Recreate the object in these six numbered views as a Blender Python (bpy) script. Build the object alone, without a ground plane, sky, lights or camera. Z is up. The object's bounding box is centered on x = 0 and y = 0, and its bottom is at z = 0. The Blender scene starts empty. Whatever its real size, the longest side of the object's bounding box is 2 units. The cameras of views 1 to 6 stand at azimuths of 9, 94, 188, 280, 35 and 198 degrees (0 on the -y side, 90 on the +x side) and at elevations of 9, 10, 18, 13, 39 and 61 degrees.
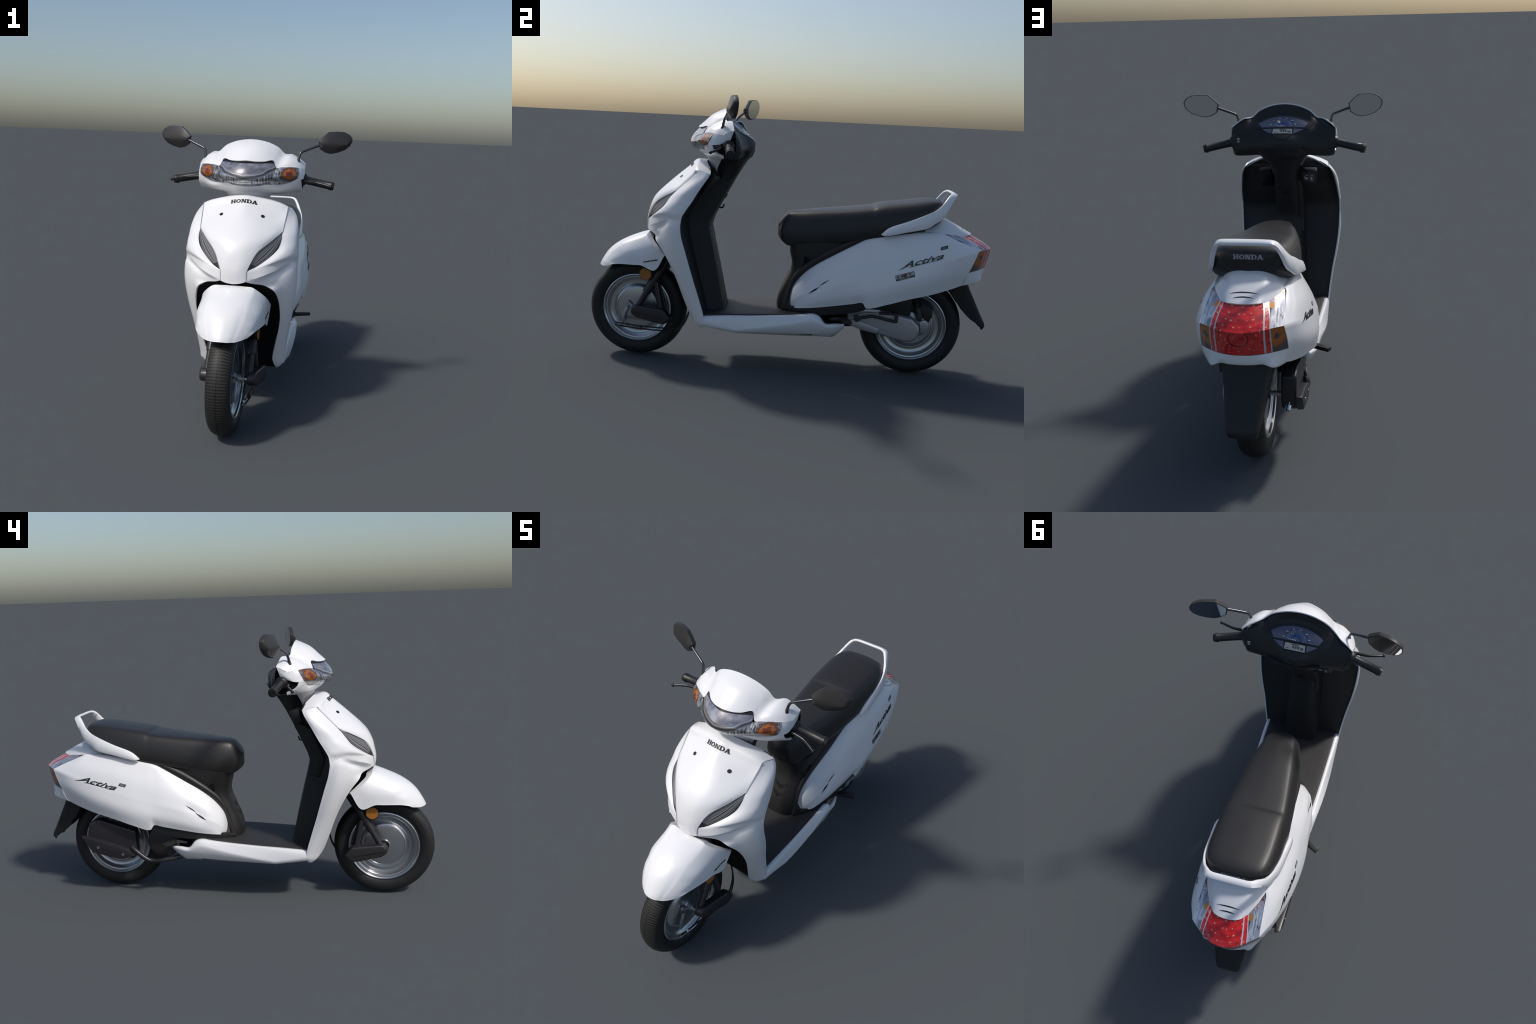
import bpy, bmesh, math, random
from math import sin, cos, pi, radians
from mathutils import Vector, Matrix
from mathutils.bvhtree import BVHTree

random.seed(7)
SCN = bpy.context.scene

# ------------------------------------------------------------------ materials
def new_mat(name, col, rough=0.5, metal=0.0, coat=0.0, spec=0.5, coat_rough=0.05):
    m = bpy.data.materials.new(name)
    m.use_nodes = True
    b = m.node_tree.nodes["Principled BSDF"]
    b.inputs["Base Color"].default_value = (*col, 1)
    b.inputs["Roughness"].default_value = rough
    b.inputs["Metallic"].default_value = metal
    b.inputs["Coat Weight"].default_value = coat
    b.inputs["Coat Roughness"].default_value = coat_rough
    b.inputs["Specular IOR Level"].default_value = spec
    return m


class Nodes:
    """short hand for building node networks"""
    def __init__(self, mat):
        self.t = mat.node_tree
        self.b = self.t.nodes["Principled BSDF"]
        self.co = self.t.nodes.new("ShaderNodeTexCoord").outputs["Object"]

    def link(self, a, b):
        self.t.links.new(a, b)

    def put(self, sock, v):
        if isinstance(v, bpy.types.NodeSocket):
            self.link(v, sock)
        else:
            sock.default_value = v

    def math(self, op, a, b=0.0, c=None):
        n = self.t.nodes.new("ShaderNodeMath")
        n.operation = op
        self.put(n.inputs[0], a)
        self.put(n.inputs[1], b)
        if c is not None:
            self.put(n.inputs[2], c)
        return n.outputs[0]

    def xyz(self):
        n = self.t.nodes.new("ShaderNodeSeparateXYZ")
        self.link(self.co, n.inputs[0])
        return n.outputs

    def noise(self, scale, detail=3.0, scl=(1, 1, 1)):
        mp = self.t.nodes.new("ShaderNodeMapping")
        self.link(self.co, mp.inputs[0])
        mp.inputs["Scale"].default_value = scl
        n = self.t.nodes.new("ShaderNodeTexNoise")
        n.inputs["Scale"].default_value = scale
        n.inputs["Detail"].default_value = detail
        self.link(mp.outputs[0], n.inputs["Vector"])
        return n.outputs["Fac"]

    def voronoi(self, scale, scl=(1, 1, 1), feature="F1", out="Distance"):
        mp = self.t.nodes.new("ShaderNodeMapping")
        self.link(self.co, mp.inputs[0])
        mp.inputs["Scale"].default_value = scl
        n = self.t.nodes.new("ShaderNodeTexVoronoi")
        n.feature = feature
        n.inputs["Scale"].default_value = scale
        self.link(mp.outputs[0], n.inputs["Vector"])
        return n.outputs[out]

    def ramp(self, fac, stops, interp="LINEAR"):
        n = self.t.nodes.new("ShaderNodeValToRGB")
        e = n.color_ramp.elements
        n.color_ramp.interpolation = interp
        while len(e) < len(stops):
            e.new(0.5)
        for i, (p, c) in enumerate(stops):
            e[i].position = p
            e[i].color = (*c, 1)
        self.link(fac, n.inputs[0])
        return n.outputs[0]

    def mix(self, fac, a, b):
        n = self.t.nodes.new("ShaderNodeMix")
        n.data_type = "RGBA"
        self.put(n.inputs[0], fac)
        self.put(n.inputs[6], a if isinstance(a, bpy.types.NodeSocket) else (*a, 1))
        self.put(n.inputs[7], b if isinstance(b, bpy.types.NodeSocket) else (*b, 1))
        return n.outputs[2]

    def bump(self, h, strength=0.3, dist=0.002):
        n = self.t.nodes.new("ShaderNodeBump")
        n.inputs["Strength"].default_value = strength
        n.inputs["Distance"].default_value = dist
        self.link(h, n.inputs["Height"])
        self.link(n.outputs[0], self.b.inputs["Normal"])

    def color(self, s):
        self.link(s, self.b.inputs["Base Color"])


WHITE = new_mat("white_paint", (0.80, 0.80, 0.815), 0.32, coat=0.35, coat_rough=0.12)
BLACK = new_mat("black_plastic", (0.016, 0.016, 0.017), 0.48, spec=0.4)
n = Nodes(BLACK); n.bump(n.noise(900, 1), 0.08, 0.0006)
VOID = new_mat("hollow_black", (0.006, 0.006, 0.006), 0.8, spec=0.15)
GLOSSBLK = new_mat("gloss_black_plastic", (0.012, 0.012, 0.013), 0.28, spec=0.45)
GRIP = new_mat("grip_rubber", (0.014, 0.014, 0.015), 0.42, spec=0.45)
DARKMET = new_mat("dark_painted_metal", (0.022, 0.020, 0.023), 0.36, spec=0.5)
STALK = new_mat("dark_gloss_steel", (0.07, 0.068, 0.075), 0.25, metal=0.6)
MIRRORHOUSE = new_mat("mirror_housing_plastic", (0.034, 0.032, 0.032), 0.36, spec=0.4)  # black base lightened to carry the highlights seen on the housings
VINYL = new_mat("seat_vinyl", (0.020, 0.019, 0.019), 0.42, spec=0.45)
n = Nodes(VINYL); n.bump(n.voronoi(700), 0.10, 0.0006)
FLOORMAT = new_mat("floor_plastic", (0.030, 0.028, 0.029), 0.62, spec=0.4)
n = Nodes(FLOORMAT)
n.color(n.ramp(n.noise(160, 4), [(0.3, (0.022, 0.021, 0.022)), (0.7, (0.040, 0.037, 0.038))]))
n.bump(n.noise(420, 2), 0.25, 0.001)
UNDER = new_mat("satin_black_cowl", (0.020, 0.019, 0.019), 0.45, spec=0.45)
ALU = new_mat("cast_aluminium", (0.42, 0.43, 0.45), 0.34, metal=0.75)
n = Nodes(ALU); n.color(n.ramp(n.noise(60, 4), [(0.3, (0.38, 0.39, 0.41)), (0.75, (0.47, 0.48, 0.50))])); n.bump(n.noise(700, 2), 0.05, 0.0005)
RIM = new_mat("wheel_rim_metal", (0.50, 0.51, 0.53), 0.26, metal=0.9)
CASE = new_mat("engine_case_metal", (0.42, 0.42, 0.43), 0.40, metal=0.6)
n = Nodes(CASE); n.bump(n.noise(500, 2), 0.06, 0.0005)
CHROME = new_mat("chrome", (0.75, 0.75, 0.76), 0.12, metal=1.0)
GLASS = new_mat("mirror_glass", (0.80, 0.81, 0.82), 0.01, metal=1.0)
INKBLK = new_mat("black_print", (0.010, 0.010, 0.010), 0.4)
INKGREY = new_mat("grey_print", (0.33, 0.34, 0.36), 0.4)
STRIPDARK = new_mat("dark_grey_insert", (0.045, 0.046, 0.048), 0.3)
STRIPLIGHT = new_mat("mid_grey_insert", (0.17, 0.17, 0.175), 0.35)
STRIPPALE = new_mat("pale_grey_insert", (0.30, 0.30, 0.31), 0.35)
SEAM = new_mat("seam_grey", (0.30, 0.31, 0.33), 0.5)

# tyre: zigzag tread cut round the axle (object x)
RUBBER = new_mat("tyre_rubber", (0.017, 0.017, 0.017), 0.55, spec=0.35)
n = Nodes(RUBBER)
X, Y, Zz = n.xyz()
ang = n.math("ARCTAN2", Zz, Y)
rad = n.math("SQRT", n.math("ADD", n.math("MULTIPLY", Y, Y), n.math("MULTIPLY", Zz, Zz)))
zig = n.math("PINGPONG", n.math("ABSOLUTE", n.math("ADD", X, 0.0)), 0.0065)
wave = n.math("SINE", n.math("ADD", n.math("MULTIPLY", ang, 120.0), n.math("MULTIPLY", zig, 420.0)))
tread = n.math("GREATER_THAN", rad, 0.2315)
groove = n.math("MULTIPLY", n.math("GREATER_THAN", wave, 0.25), tread)
mid = n.math("MULTIPLY", n.math("LESS_THAN", n.math("ABSOLUTE", X), 0.0018), tread)
cut = n.math("MAXIMUM", groove, mid)
n.color(n.mix(cut, n.mix(tread, (0.016, 0.016, 0.016), (0.034, 0.032, 0.029)), (0.005, 0.005, 0.005)))
n.bump(n.math("SUBTRACT", 1.0, cut), 0.9, 0.003)

AMBERREF = new_mat("amber_reflector", (0.32, 0.12, 0.02), 0.3)
n = Nodes(AMBERREF)
n.color(n.ramp(n.voronoi(260), [(0.0, (0.20, 0.065, 0.01)), (0.7, (0.42, 0.17, 0.03))]))

# tail lamp red lens with rows of facets and small pale dashes
RED = new_mat("red_lens", (0.42, 0.008, 0.008), 0.12, coat=0.6)
n = Nodes(RED)
X, Y, Zz = n.xyz()
blot = n.ramp(n.noise(34, 4, (1, 1, 1.6)), [(0.28, (0.22, 0.005, 0.005)), (0.45, (0.55, 0.012, 0.012)), (0.62, (0.74, 0.022, 0.020)), (0.75, (0.42, 0.008, 0.008))])
rz = n.math("SUBTRACT", Zz, 0.640)
rad = n.math("SQRT", n.math("ADD", n.math("MULTIPLY", X, X), n.math("MULTIPLY", n.math("MULTIPLY", rz, rz), 1.5)))
low = n.math("LESS_THAN", Zz, 0.664)
bow = n.math("ADD", Zz, n.math("MULTIPLY", n.math("MULTIPLY", X, X), -1.2))
line = n.math("ADD", n.math("MULTIPLY", rad, low), n.math("MULTIPLY", bow, n.math("SUBTRACT", 1.0, low)))
rows = n.math("SINE", n.math("MULTIPLY", line, 430.0))
ang = n.math("ARCTAN2", X, n.math("SUBTRACT", 0.0, rz))
along = n.math("ADD", n.math("MULTIPLY", n.math("MULTIPLY", ang, 0.055), low), n.math("MULTIPLY", X, n.math("SUBTRACT", 1.0, low)))
cell = n.math("SINE", n.math("ADD", n.math("MULTIPLY", along, 330.0), n.math("MULTIPLY", n.math("FLOOR", n.math("MULTIPLY", line, 68.4)), 2.1)))
dash = n.math("MULTIPLY", n.math("GREATER_THAN", rows, 0.86), n.math("GREATER_THAN", cell, 0.45))
dash = n.math("MULTIPLY", dash, n.math("GREATER_THAN", n.noise(40, 1), 0.50))
ring = n.math("MULTIPLY", n.math("LESS_THAN", n.math("ABSOLUTE", n.math("SUBTRACT", rad, 0.034)), 0.003), low)
ribs = n.math("MULTIPLY", n.math("GREATER_THAN", n.math("SINE", n.math("MULTIPLY", X, 1400.0)), 0.2), n.math("LESS_THAN", n.math("ABSOLUTE", n.math("SUBTRACT", bow, 0.688)), 0.006))
c = n.mix(ring, blot, (0.16, 0.004, 0.004))
c = n.mix(ribs, c, (0.34, 0.008, 0.008))
n.color(n.mix(dash, c, (0.66, 0.44, 0.22)))
n.bump(rows, 0.25, 0.001)

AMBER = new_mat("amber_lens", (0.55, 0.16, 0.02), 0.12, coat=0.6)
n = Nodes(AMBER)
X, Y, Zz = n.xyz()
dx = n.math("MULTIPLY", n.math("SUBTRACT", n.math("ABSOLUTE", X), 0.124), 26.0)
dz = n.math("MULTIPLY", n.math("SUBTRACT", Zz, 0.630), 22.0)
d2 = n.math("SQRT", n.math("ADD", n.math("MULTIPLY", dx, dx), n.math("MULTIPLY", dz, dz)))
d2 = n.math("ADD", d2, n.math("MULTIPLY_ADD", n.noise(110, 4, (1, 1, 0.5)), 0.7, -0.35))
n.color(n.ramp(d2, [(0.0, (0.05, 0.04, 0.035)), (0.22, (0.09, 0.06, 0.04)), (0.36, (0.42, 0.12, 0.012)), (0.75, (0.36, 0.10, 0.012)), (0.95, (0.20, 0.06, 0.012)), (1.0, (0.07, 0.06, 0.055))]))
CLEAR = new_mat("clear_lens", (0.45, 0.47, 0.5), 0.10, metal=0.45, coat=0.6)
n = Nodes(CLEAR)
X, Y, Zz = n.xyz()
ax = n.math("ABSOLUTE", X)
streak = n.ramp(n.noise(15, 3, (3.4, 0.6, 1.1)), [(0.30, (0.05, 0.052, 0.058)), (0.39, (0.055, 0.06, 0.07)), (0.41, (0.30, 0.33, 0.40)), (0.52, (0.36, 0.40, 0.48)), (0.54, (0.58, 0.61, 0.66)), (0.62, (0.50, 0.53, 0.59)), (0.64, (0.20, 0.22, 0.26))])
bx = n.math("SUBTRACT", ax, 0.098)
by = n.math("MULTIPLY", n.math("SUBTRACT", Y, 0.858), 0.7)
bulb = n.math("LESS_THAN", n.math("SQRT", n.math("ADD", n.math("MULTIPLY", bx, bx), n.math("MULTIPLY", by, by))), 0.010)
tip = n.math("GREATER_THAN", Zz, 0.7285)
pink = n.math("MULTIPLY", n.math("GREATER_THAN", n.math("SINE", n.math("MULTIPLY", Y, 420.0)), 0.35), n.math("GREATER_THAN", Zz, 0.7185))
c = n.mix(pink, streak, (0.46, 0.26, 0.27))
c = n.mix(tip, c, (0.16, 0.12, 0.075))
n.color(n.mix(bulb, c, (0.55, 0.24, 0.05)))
STRIPE = new_mat("pale_lens_stripe", (0.46, 0.49, 0.54), 0.15, coat=0.5)

# headlamp: silvery grey pattern with bright patches, dark arcs and ribs in the surface colour
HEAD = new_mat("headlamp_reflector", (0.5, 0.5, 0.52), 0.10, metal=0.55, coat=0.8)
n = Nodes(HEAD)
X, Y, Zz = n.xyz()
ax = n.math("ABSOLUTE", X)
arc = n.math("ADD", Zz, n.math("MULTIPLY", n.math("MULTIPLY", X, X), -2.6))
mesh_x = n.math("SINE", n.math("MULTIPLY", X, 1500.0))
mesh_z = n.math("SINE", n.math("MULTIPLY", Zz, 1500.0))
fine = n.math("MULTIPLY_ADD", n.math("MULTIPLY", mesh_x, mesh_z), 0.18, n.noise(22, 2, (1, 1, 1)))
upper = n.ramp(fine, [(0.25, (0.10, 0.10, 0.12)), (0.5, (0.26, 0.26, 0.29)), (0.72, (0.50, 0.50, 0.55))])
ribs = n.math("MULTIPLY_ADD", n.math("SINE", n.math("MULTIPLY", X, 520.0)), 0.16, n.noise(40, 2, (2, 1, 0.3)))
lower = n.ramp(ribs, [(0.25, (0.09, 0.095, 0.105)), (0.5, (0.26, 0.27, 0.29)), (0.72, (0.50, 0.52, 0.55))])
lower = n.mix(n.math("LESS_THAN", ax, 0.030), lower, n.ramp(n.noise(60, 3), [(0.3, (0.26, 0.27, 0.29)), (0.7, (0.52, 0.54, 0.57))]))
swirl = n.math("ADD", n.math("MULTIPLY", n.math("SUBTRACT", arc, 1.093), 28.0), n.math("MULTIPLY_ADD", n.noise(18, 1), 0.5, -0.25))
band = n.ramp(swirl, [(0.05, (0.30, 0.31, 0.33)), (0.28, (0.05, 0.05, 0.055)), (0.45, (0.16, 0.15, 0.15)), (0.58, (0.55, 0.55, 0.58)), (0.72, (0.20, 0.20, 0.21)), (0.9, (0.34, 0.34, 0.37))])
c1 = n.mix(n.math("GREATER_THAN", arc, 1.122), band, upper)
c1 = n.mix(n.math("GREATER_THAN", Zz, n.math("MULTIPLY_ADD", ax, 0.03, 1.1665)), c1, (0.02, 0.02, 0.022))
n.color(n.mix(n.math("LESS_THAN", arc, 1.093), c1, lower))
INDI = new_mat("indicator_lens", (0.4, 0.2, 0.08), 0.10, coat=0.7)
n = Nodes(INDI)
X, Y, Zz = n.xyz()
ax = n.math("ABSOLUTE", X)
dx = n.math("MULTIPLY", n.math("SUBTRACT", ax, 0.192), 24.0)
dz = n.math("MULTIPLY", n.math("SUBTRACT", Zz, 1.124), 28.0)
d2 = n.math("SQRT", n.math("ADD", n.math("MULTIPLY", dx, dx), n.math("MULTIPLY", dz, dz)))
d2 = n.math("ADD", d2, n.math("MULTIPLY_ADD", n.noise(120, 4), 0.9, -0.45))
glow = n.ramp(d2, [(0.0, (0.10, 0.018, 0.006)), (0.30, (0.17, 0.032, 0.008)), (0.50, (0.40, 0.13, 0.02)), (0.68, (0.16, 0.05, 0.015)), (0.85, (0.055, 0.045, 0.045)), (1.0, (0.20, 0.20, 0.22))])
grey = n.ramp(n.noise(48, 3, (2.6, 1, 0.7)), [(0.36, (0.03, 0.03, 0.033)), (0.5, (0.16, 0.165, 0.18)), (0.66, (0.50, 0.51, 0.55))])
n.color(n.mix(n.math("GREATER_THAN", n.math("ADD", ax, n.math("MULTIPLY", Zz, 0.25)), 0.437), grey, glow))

LCD = new_mat("lcd_panel", (0.24, 0.26, 0.255), 0.25, coat=0.4)
DIAL = new_mat("dial_face", (0.075, 0.085, 0.135), 0.3, coat=0.4)
DIALBLUE = new_mat("dial_blue", (0.012, 0.06, 0.24), 0.3)
DIALMARK = new_mat("dial_mark", (0.36, 0.41, 0.52), 0.4)
GREYPLATE = new_mat("badge_silver", (0.35, 0.36, 0.38), 0.3, metal=0.5)
BADGERED = new_mat("badge_red", (0.40, 0.05, 0.05), 0.4)
GOLD = new_mat("emblem_smoked_chrome", (0.055, 0.052, 0.045), 0.16, metal=0.7)

# ------------------------------------------------------------------ mesh helpers
ROOT = bpy.data.objects.new("scooter", None)
SCN.collection.objects.link(ROOT)
ROOT["label"] = "white step-through motor scooter with black seat and chrome details"
ROOT["category"] = "motor scooter"


def group(name):
    e = bpy.data.objects.new(name, None)
    e.parent = ROOT
    SCN.collection.objects.link(e)
    return e


def add(name, verts, faces, mat, parent=None, smooth=38, loc=None, rot=None):
    me = bpy.data.meshes.new(name)
    me.from_pydata([tuple(v) for v in verts], [], faces)
    me.materials.append(mat)
    me.validate()
    bm = bmesh.new()
    bm.from_mesh(me)
    bmesh.ops.remove_doubles(bm, verts=bm.verts, dist=1e-5)
    bm.to_mesh(me)
    bm.free()
    for p in me.polygons:
        p.use_smooth = True
    if smooth:
        me.set_sharp_from_angle(angle=radians(smooth))
    o = bpy.data.objects.new(name, me)
    o.parent = parent or ROOT
    if loc:
        o.location = loc
    if rot:
        o.rotation_euler = rot
    SCN.collection.objects.link(o)
    return o


def cat(p, m, sharp=(), closed=False):
    """centripetal Catmull-Rom through points p, m samples per segment"""
    P = [Vector(q) for q in p]
    N = len(P)
    out = []
    segs = N if closed else N - 1
    for i in range(segs):
        a, b = P[i], P[(i + 1) % N]
        if closed:
            z, c = P[i - 1], P[(i + 2) % N]
        else:
            z = P[i - 1] if i > 0 and i not in sharp else a + (a - b)
            c = P[i + 2] if i + 2 < N and (i + 1) not in sharp else b + (b - a)
        d0 = max((a - z).length, 1e-5) ** 0.5
        d1 = max((b - a).length, 1e-5) ** 0.5
        d2 = max((c - b).length, 1e-5) ** 0.5
        t1 = ((a - z) / d0 - (b - z) / (d0 + d1) + (b - a) / d1) * d1
        t2 = ((b - a) / d1 - (c - a) / (d1 + d2) + (c - b) / d2) * d1
        for k in range(m):
            t = k / m
            h = t * t * t
            g = t * t
            out.append(a * (2 * h - 3 * g + 1) + t1 * (h - 2 * g + t) + b * (3 * g - 2 * h) + t2 * (h - g))
    if not closed:
        out.append(P[-1].copy())
    return out


def full_row(half):
    """half row from the centre plane outwards -> full symmetric row"""
    half = [tuple(p) for p in half]
    return [(-x, y, z) for x, y, z in reversed(half[1:])] + list(half)


def patch_pts(rows, mu=4, mv=4, sr=(), sc=()):
    R = [cat(r, mu, sc) for r in rows]
    ncol = len(R[0])
    C = [cat([R[i][j] for i in range(len(R))], mv, sr) for j in range(ncol)]
    nrow = len(C[0])
    return [[C[j][i] for j in range(ncol)] for i in range(nrow)]


def grid_faces(nr, nc, closed=False):
    f = []
    for i in range(nr - 1):
        for j in range(nc if closed else nc - 1):
            k = (j + 1) % nc
            f.append((i * nc + j, i * nc + k, (i + 1) * nc + k, (i + 1) * nc + j))
    return f


def normals(G, inside):
    nr, nc = len(G), len(G[0])
    Nn = [[None] * nc for _ in range(nr)]
    tot = 0.0
    ins = Vector(inside)
    for i in range(nr):
        for j in range(nc):
            du = G[i][min(j + 1, nc - 1)] - G[i][max(j - 1, 0)]
            dv = G[min(i + 1, nr - 1)][j] - G[max(i - 1, 0)][j]
            v = du.cross(dv)
            if v.length < 1e-9:
                v = Vector((0, 0, 0))
            else:
                v.normalize()
            Nn[i][j] = v
            tot += v.dot(G[i][j] - ins)
    s = 1 if tot > 0 else -1
    return [[v * s for v in r] for r in Nn], s


def patch(name, rows, mat, inside, parent=None, mu=4, mv=4, sr=(), sc=(), sym=False, thick=0.004, mirror=False, smooth=38, lift=0.0, deform=None):
    """surface through a grid of control points, with thickness towards 'inside'"""
    if sym:
        nh = len(rows[0])
        rows = [full_row(r) for r in rows]
        sc = tuple({nh - 1 + s for s in sc} | {nh - 1 - s for s in sc})
    G = patch_pts(rows, mu, mv, sr, sc)
    if deform:
        G = [[deform(v) for v in r] for r in G]
    Nn, s = normals(G, inside)
    nr, nc = len(G), len(G[0])
    top = [G[i][j] + Nn[i][j] * lift for i in range(nr) for j in range(nc)]
    bot = [G[i][j] + Nn[i][j] * (lift - thick) for i in range(nr) for j in range(nc)]
    f = grid_faces(nr, nc)
    if s < 0:
        f = [q[::-1] for q in f]
    B = len(top)
    fb = [tuple(B + k for k in q[::-1]) for q in f]
    rim = [i * nc for i in range(nr)][::-1] + list(range(nc)) + [i * nc + nc - 1 for i in range(1, nr)] + [(nr - 1) * nc + j for j in range(nc - 1)][::-1][:-1]
    loop = [j for j in range(nc)] + [i * nc + nc - 1 for i in range(1, nr)] + [(nr - 1) * nc + j for j in range(nc - 2, -1, -1)] + [i * nc for i in range(nr - 2, 0, -1)]
    fr = []
    for a, b in zip(loop, loop[1:] + loop[:1]):
        q = (a, B + a, B + b, b)
        fr.append(q if s > 0 else q[::-1])
    o = add(name, top + bot, f + fb + fr, mat, parent, smooth)
    SURF.setdefault(name, []).append((top, f))
    if mirror:
        vm = [(-v.x, v.y, v.z) for v in top + bot]
        add(name, vm, [q[::-1] for q in f + fb + fr], mat, parent, smooth)
        SURF[name].append(([Vector((-v.x, v.y, v.z)) for v in top], [q[::-1] for q in f]))
    return o


SURF = {}


def loft(name, secs, mat, parent=None, m=4, mu=1, closed=True, caps=True, sr=(), mirror=False, smooth=38, sc=()):
    """loft through closed cross-sections; mu>1 rounds the sections"""
    S = [cat(s, mu, sc, closed=closed) if mu > 1 else [Vector(p) for p in s] for s in secs]
    nc = len(S[0])
    C = [cat([s[j] for s in S], m, sr) for j in range(nc)]
    nr = len(C[0])
    v = [C[j][i] for i in range(nr) for j in range(nc)]
    f = grid_faces(nr, nc, closed)
    if caps:
        f += [tuple(range(nc - 1, -1, -1)), tuple((nr - 1) * nc + j for j in range(nc))]
    SURF.setdefault(name, []).append((v, f))
    return solid(name, v, f, mat, parent, smooth, mirror)


def solid(name, v, f, mat, parent=None, smooth=38, mirror=False, bevel=0.0, bseg=2):
    me = bpy.data.meshes.new(name)
    me.from_pydata([tuple(q) for q in v], [], f)
    bm = bmesh.new()
    bm.from_mesh(me)
    bpy.data.meshes.remove(me)
    bmesh.ops.remove_doubles(bm, verts=bm.verts, dist=1e-5)
    bmesh.ops.recalc_face_normals(bm, faces=bm.faces)
    if bevel:
        bmesh.ops.bevel(bm, geom=[e for e in bm.edges if e.calc_face_angle(0) > radians(25)], offset=bevel, segments=bseg, affect="EDGES", profile=0.6, clamp_overlap=True)
    vs = [q.co.copy() for q in bm.verts]
    bm.verts.index_update()
    fs = [tuple(q.index for q in p.verts) for p in bm.faces]
    bm.free()
    o = add(name, vs, fs, mat, parent, smooth)
    if mirror:
        add(name, [(-q.x, q.y, q.z) for q in vs], [p[::-1] for p in fs], mat, parent, smooth)
    return o


def prism(name, poly, x0, x1, mat, parent=None, bevel=0.004, mirror=False, shrink=0.0, smooth=38, bseg=2, slant=0.0):
    """side-view polygon (y, z) pushed out between x0 and x1; shrink narrows the x1 face"""
    cy = sum(p[0] for p in poly) / len(poly)
    cz = sum(p[1] for p in poly) / len(poly)
    k = 1 - shrink
    v = [(x0 + slant * (y - poly[0][0]), y, z) for y, z in poly] + [(x1 + slant * (y - poly[0][0]), cy + (y - cy) * k, cz + (z - cz) * k) for y, z in poly]
    N = len(poly)
    f = [tuple(range(N)), tuple(range(2 * N - 1, N - 1, -1))]
    f += [(i, (i + 1) % N, N + (i + 1) % N, N + i) for i in range(N)]
    return solid(name, v, f, mat, parent, smooth, mirror, bevel, bseg)


def box(name, c, size, mat, parent=None, bevel=0.004, mirror=False, rot=None):
    M = Matrix.Translation(c) @ (Matrix(rot).to_4x4() if rot is not None else Matrix.Identity(4))
    v = [M @ Vector((sx * size[0] / 2, sy * size[1] / 2, sz * size[2] / 2)) for sx in (-1, 1) for sy in (-1, 1) for sz in (-1, 1)]
    f = [(0, 1, 3, 2), (4, 6, 7, 5), (0, 4, 5, 1), (2, 3, 7, 6), (0, 2, 6, 4), (1, 5, 7, 3)]
    return solid(name, v, f, mat, parent, 38, mirror, bevel)


def tube(name, pts, r, mat, parent=None, m=5, seg=12, mirror=False, sharp=(), caps=True):
    """round tube through points; r may be a list, one radius per point"""
    P = cat(pts, m, sharp) if m > 1 else [Vector(p) for p in pts]
    rr = r if isinstance(r, (list, tuple)) else [r] * len(pts)
    Rr = []
    for i in range(len(P)):
        t = i / max(len(P) - 1, 1) * (len(rr) - 1)
        a = min(int(t), len(rr) - 2) if len(rr) > 1 else 0
        Rr.append(rr[a] + (rr[min(a + 1, len(rr) - 1)] - rr[a]) * (t - a))
    v = []
    t0 = (P[1] - P[0]).normalized()
    up = t0.orthogonal().normalized()
    for i, p in enumerate(P):
        t = (P[min(i + 1, len(P) - 1)] - P[max(i - 1, 0)]).normalized()
        up = (up - t * up.dot(t)).normalized()
        s = t.cross(up)
        for k in range(seg):
            a = 2 * pi * k / seg
            v.append(p + (up * cos(a) + s * sin(a)) * Rr[i])
    f = grid_faces(len(P), seg, True)
    if caps:
        f += [tuple(range(seg - 1, -1, -1)), tuple((len(P) - 1) * seg + j for j in range(seg))]
    return solid(name, v, f, mat, parent, 45, mirror)


def lathe(name, prof, mat, parent=None, seg=96, loc=(0, 0, 0), closed=False, smooth=30):
    """profile of (radius, x) turned about the x axis"""
    v = []
    for k in range(seg):
        a = 2 * pi * k / seg
        for r, x in prof:
            v.append((x, r * cos(a), r * sin(a)))
    N = len(prof)
    f = []
    for k in range(seg):
        l = (k + 1) % seg
        for i in range(N if closed else N - 1):
            j = (i + 1) % N
            f.append((k * N + i, k * N + j, l * N + j, l * N + i))
    me_o = solid(name, v, f, mat, parent, smooth)
    me_o.location = loc
    return me_o


def ball(name, c, r, mat, parent=None, mirror=False, squash=(1, 1, 1)):
    v, f = [], []
    nu, nv = 16, 10
    for i in range(nv + 1):
        t = pi * i / nv
        for j in range(nu):
            a = 2 * pi * j / nu
            v.append((c[0] + r * squash[0] * sin(t) * cos(a), c[1] + r * squash[1] * sin(t) * sin(a), c[2] + r * squash[2] * cos(t)))
    return solid(name, v, grid_faces(nv + 1, nu, True), mat, parent, 60, mirror)


# ---- flat figures laid on a curved surface -------------------------------
def bvh_of(*names):
    V, F = [], []
    for nm in names:
        for vs, fs in SURF[nm]:
            b = len(V)
            V += vs
            F += [tuple(b + k for k in q) for q in fs]
    return BVHTree.FromPolygons(V, F)


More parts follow.
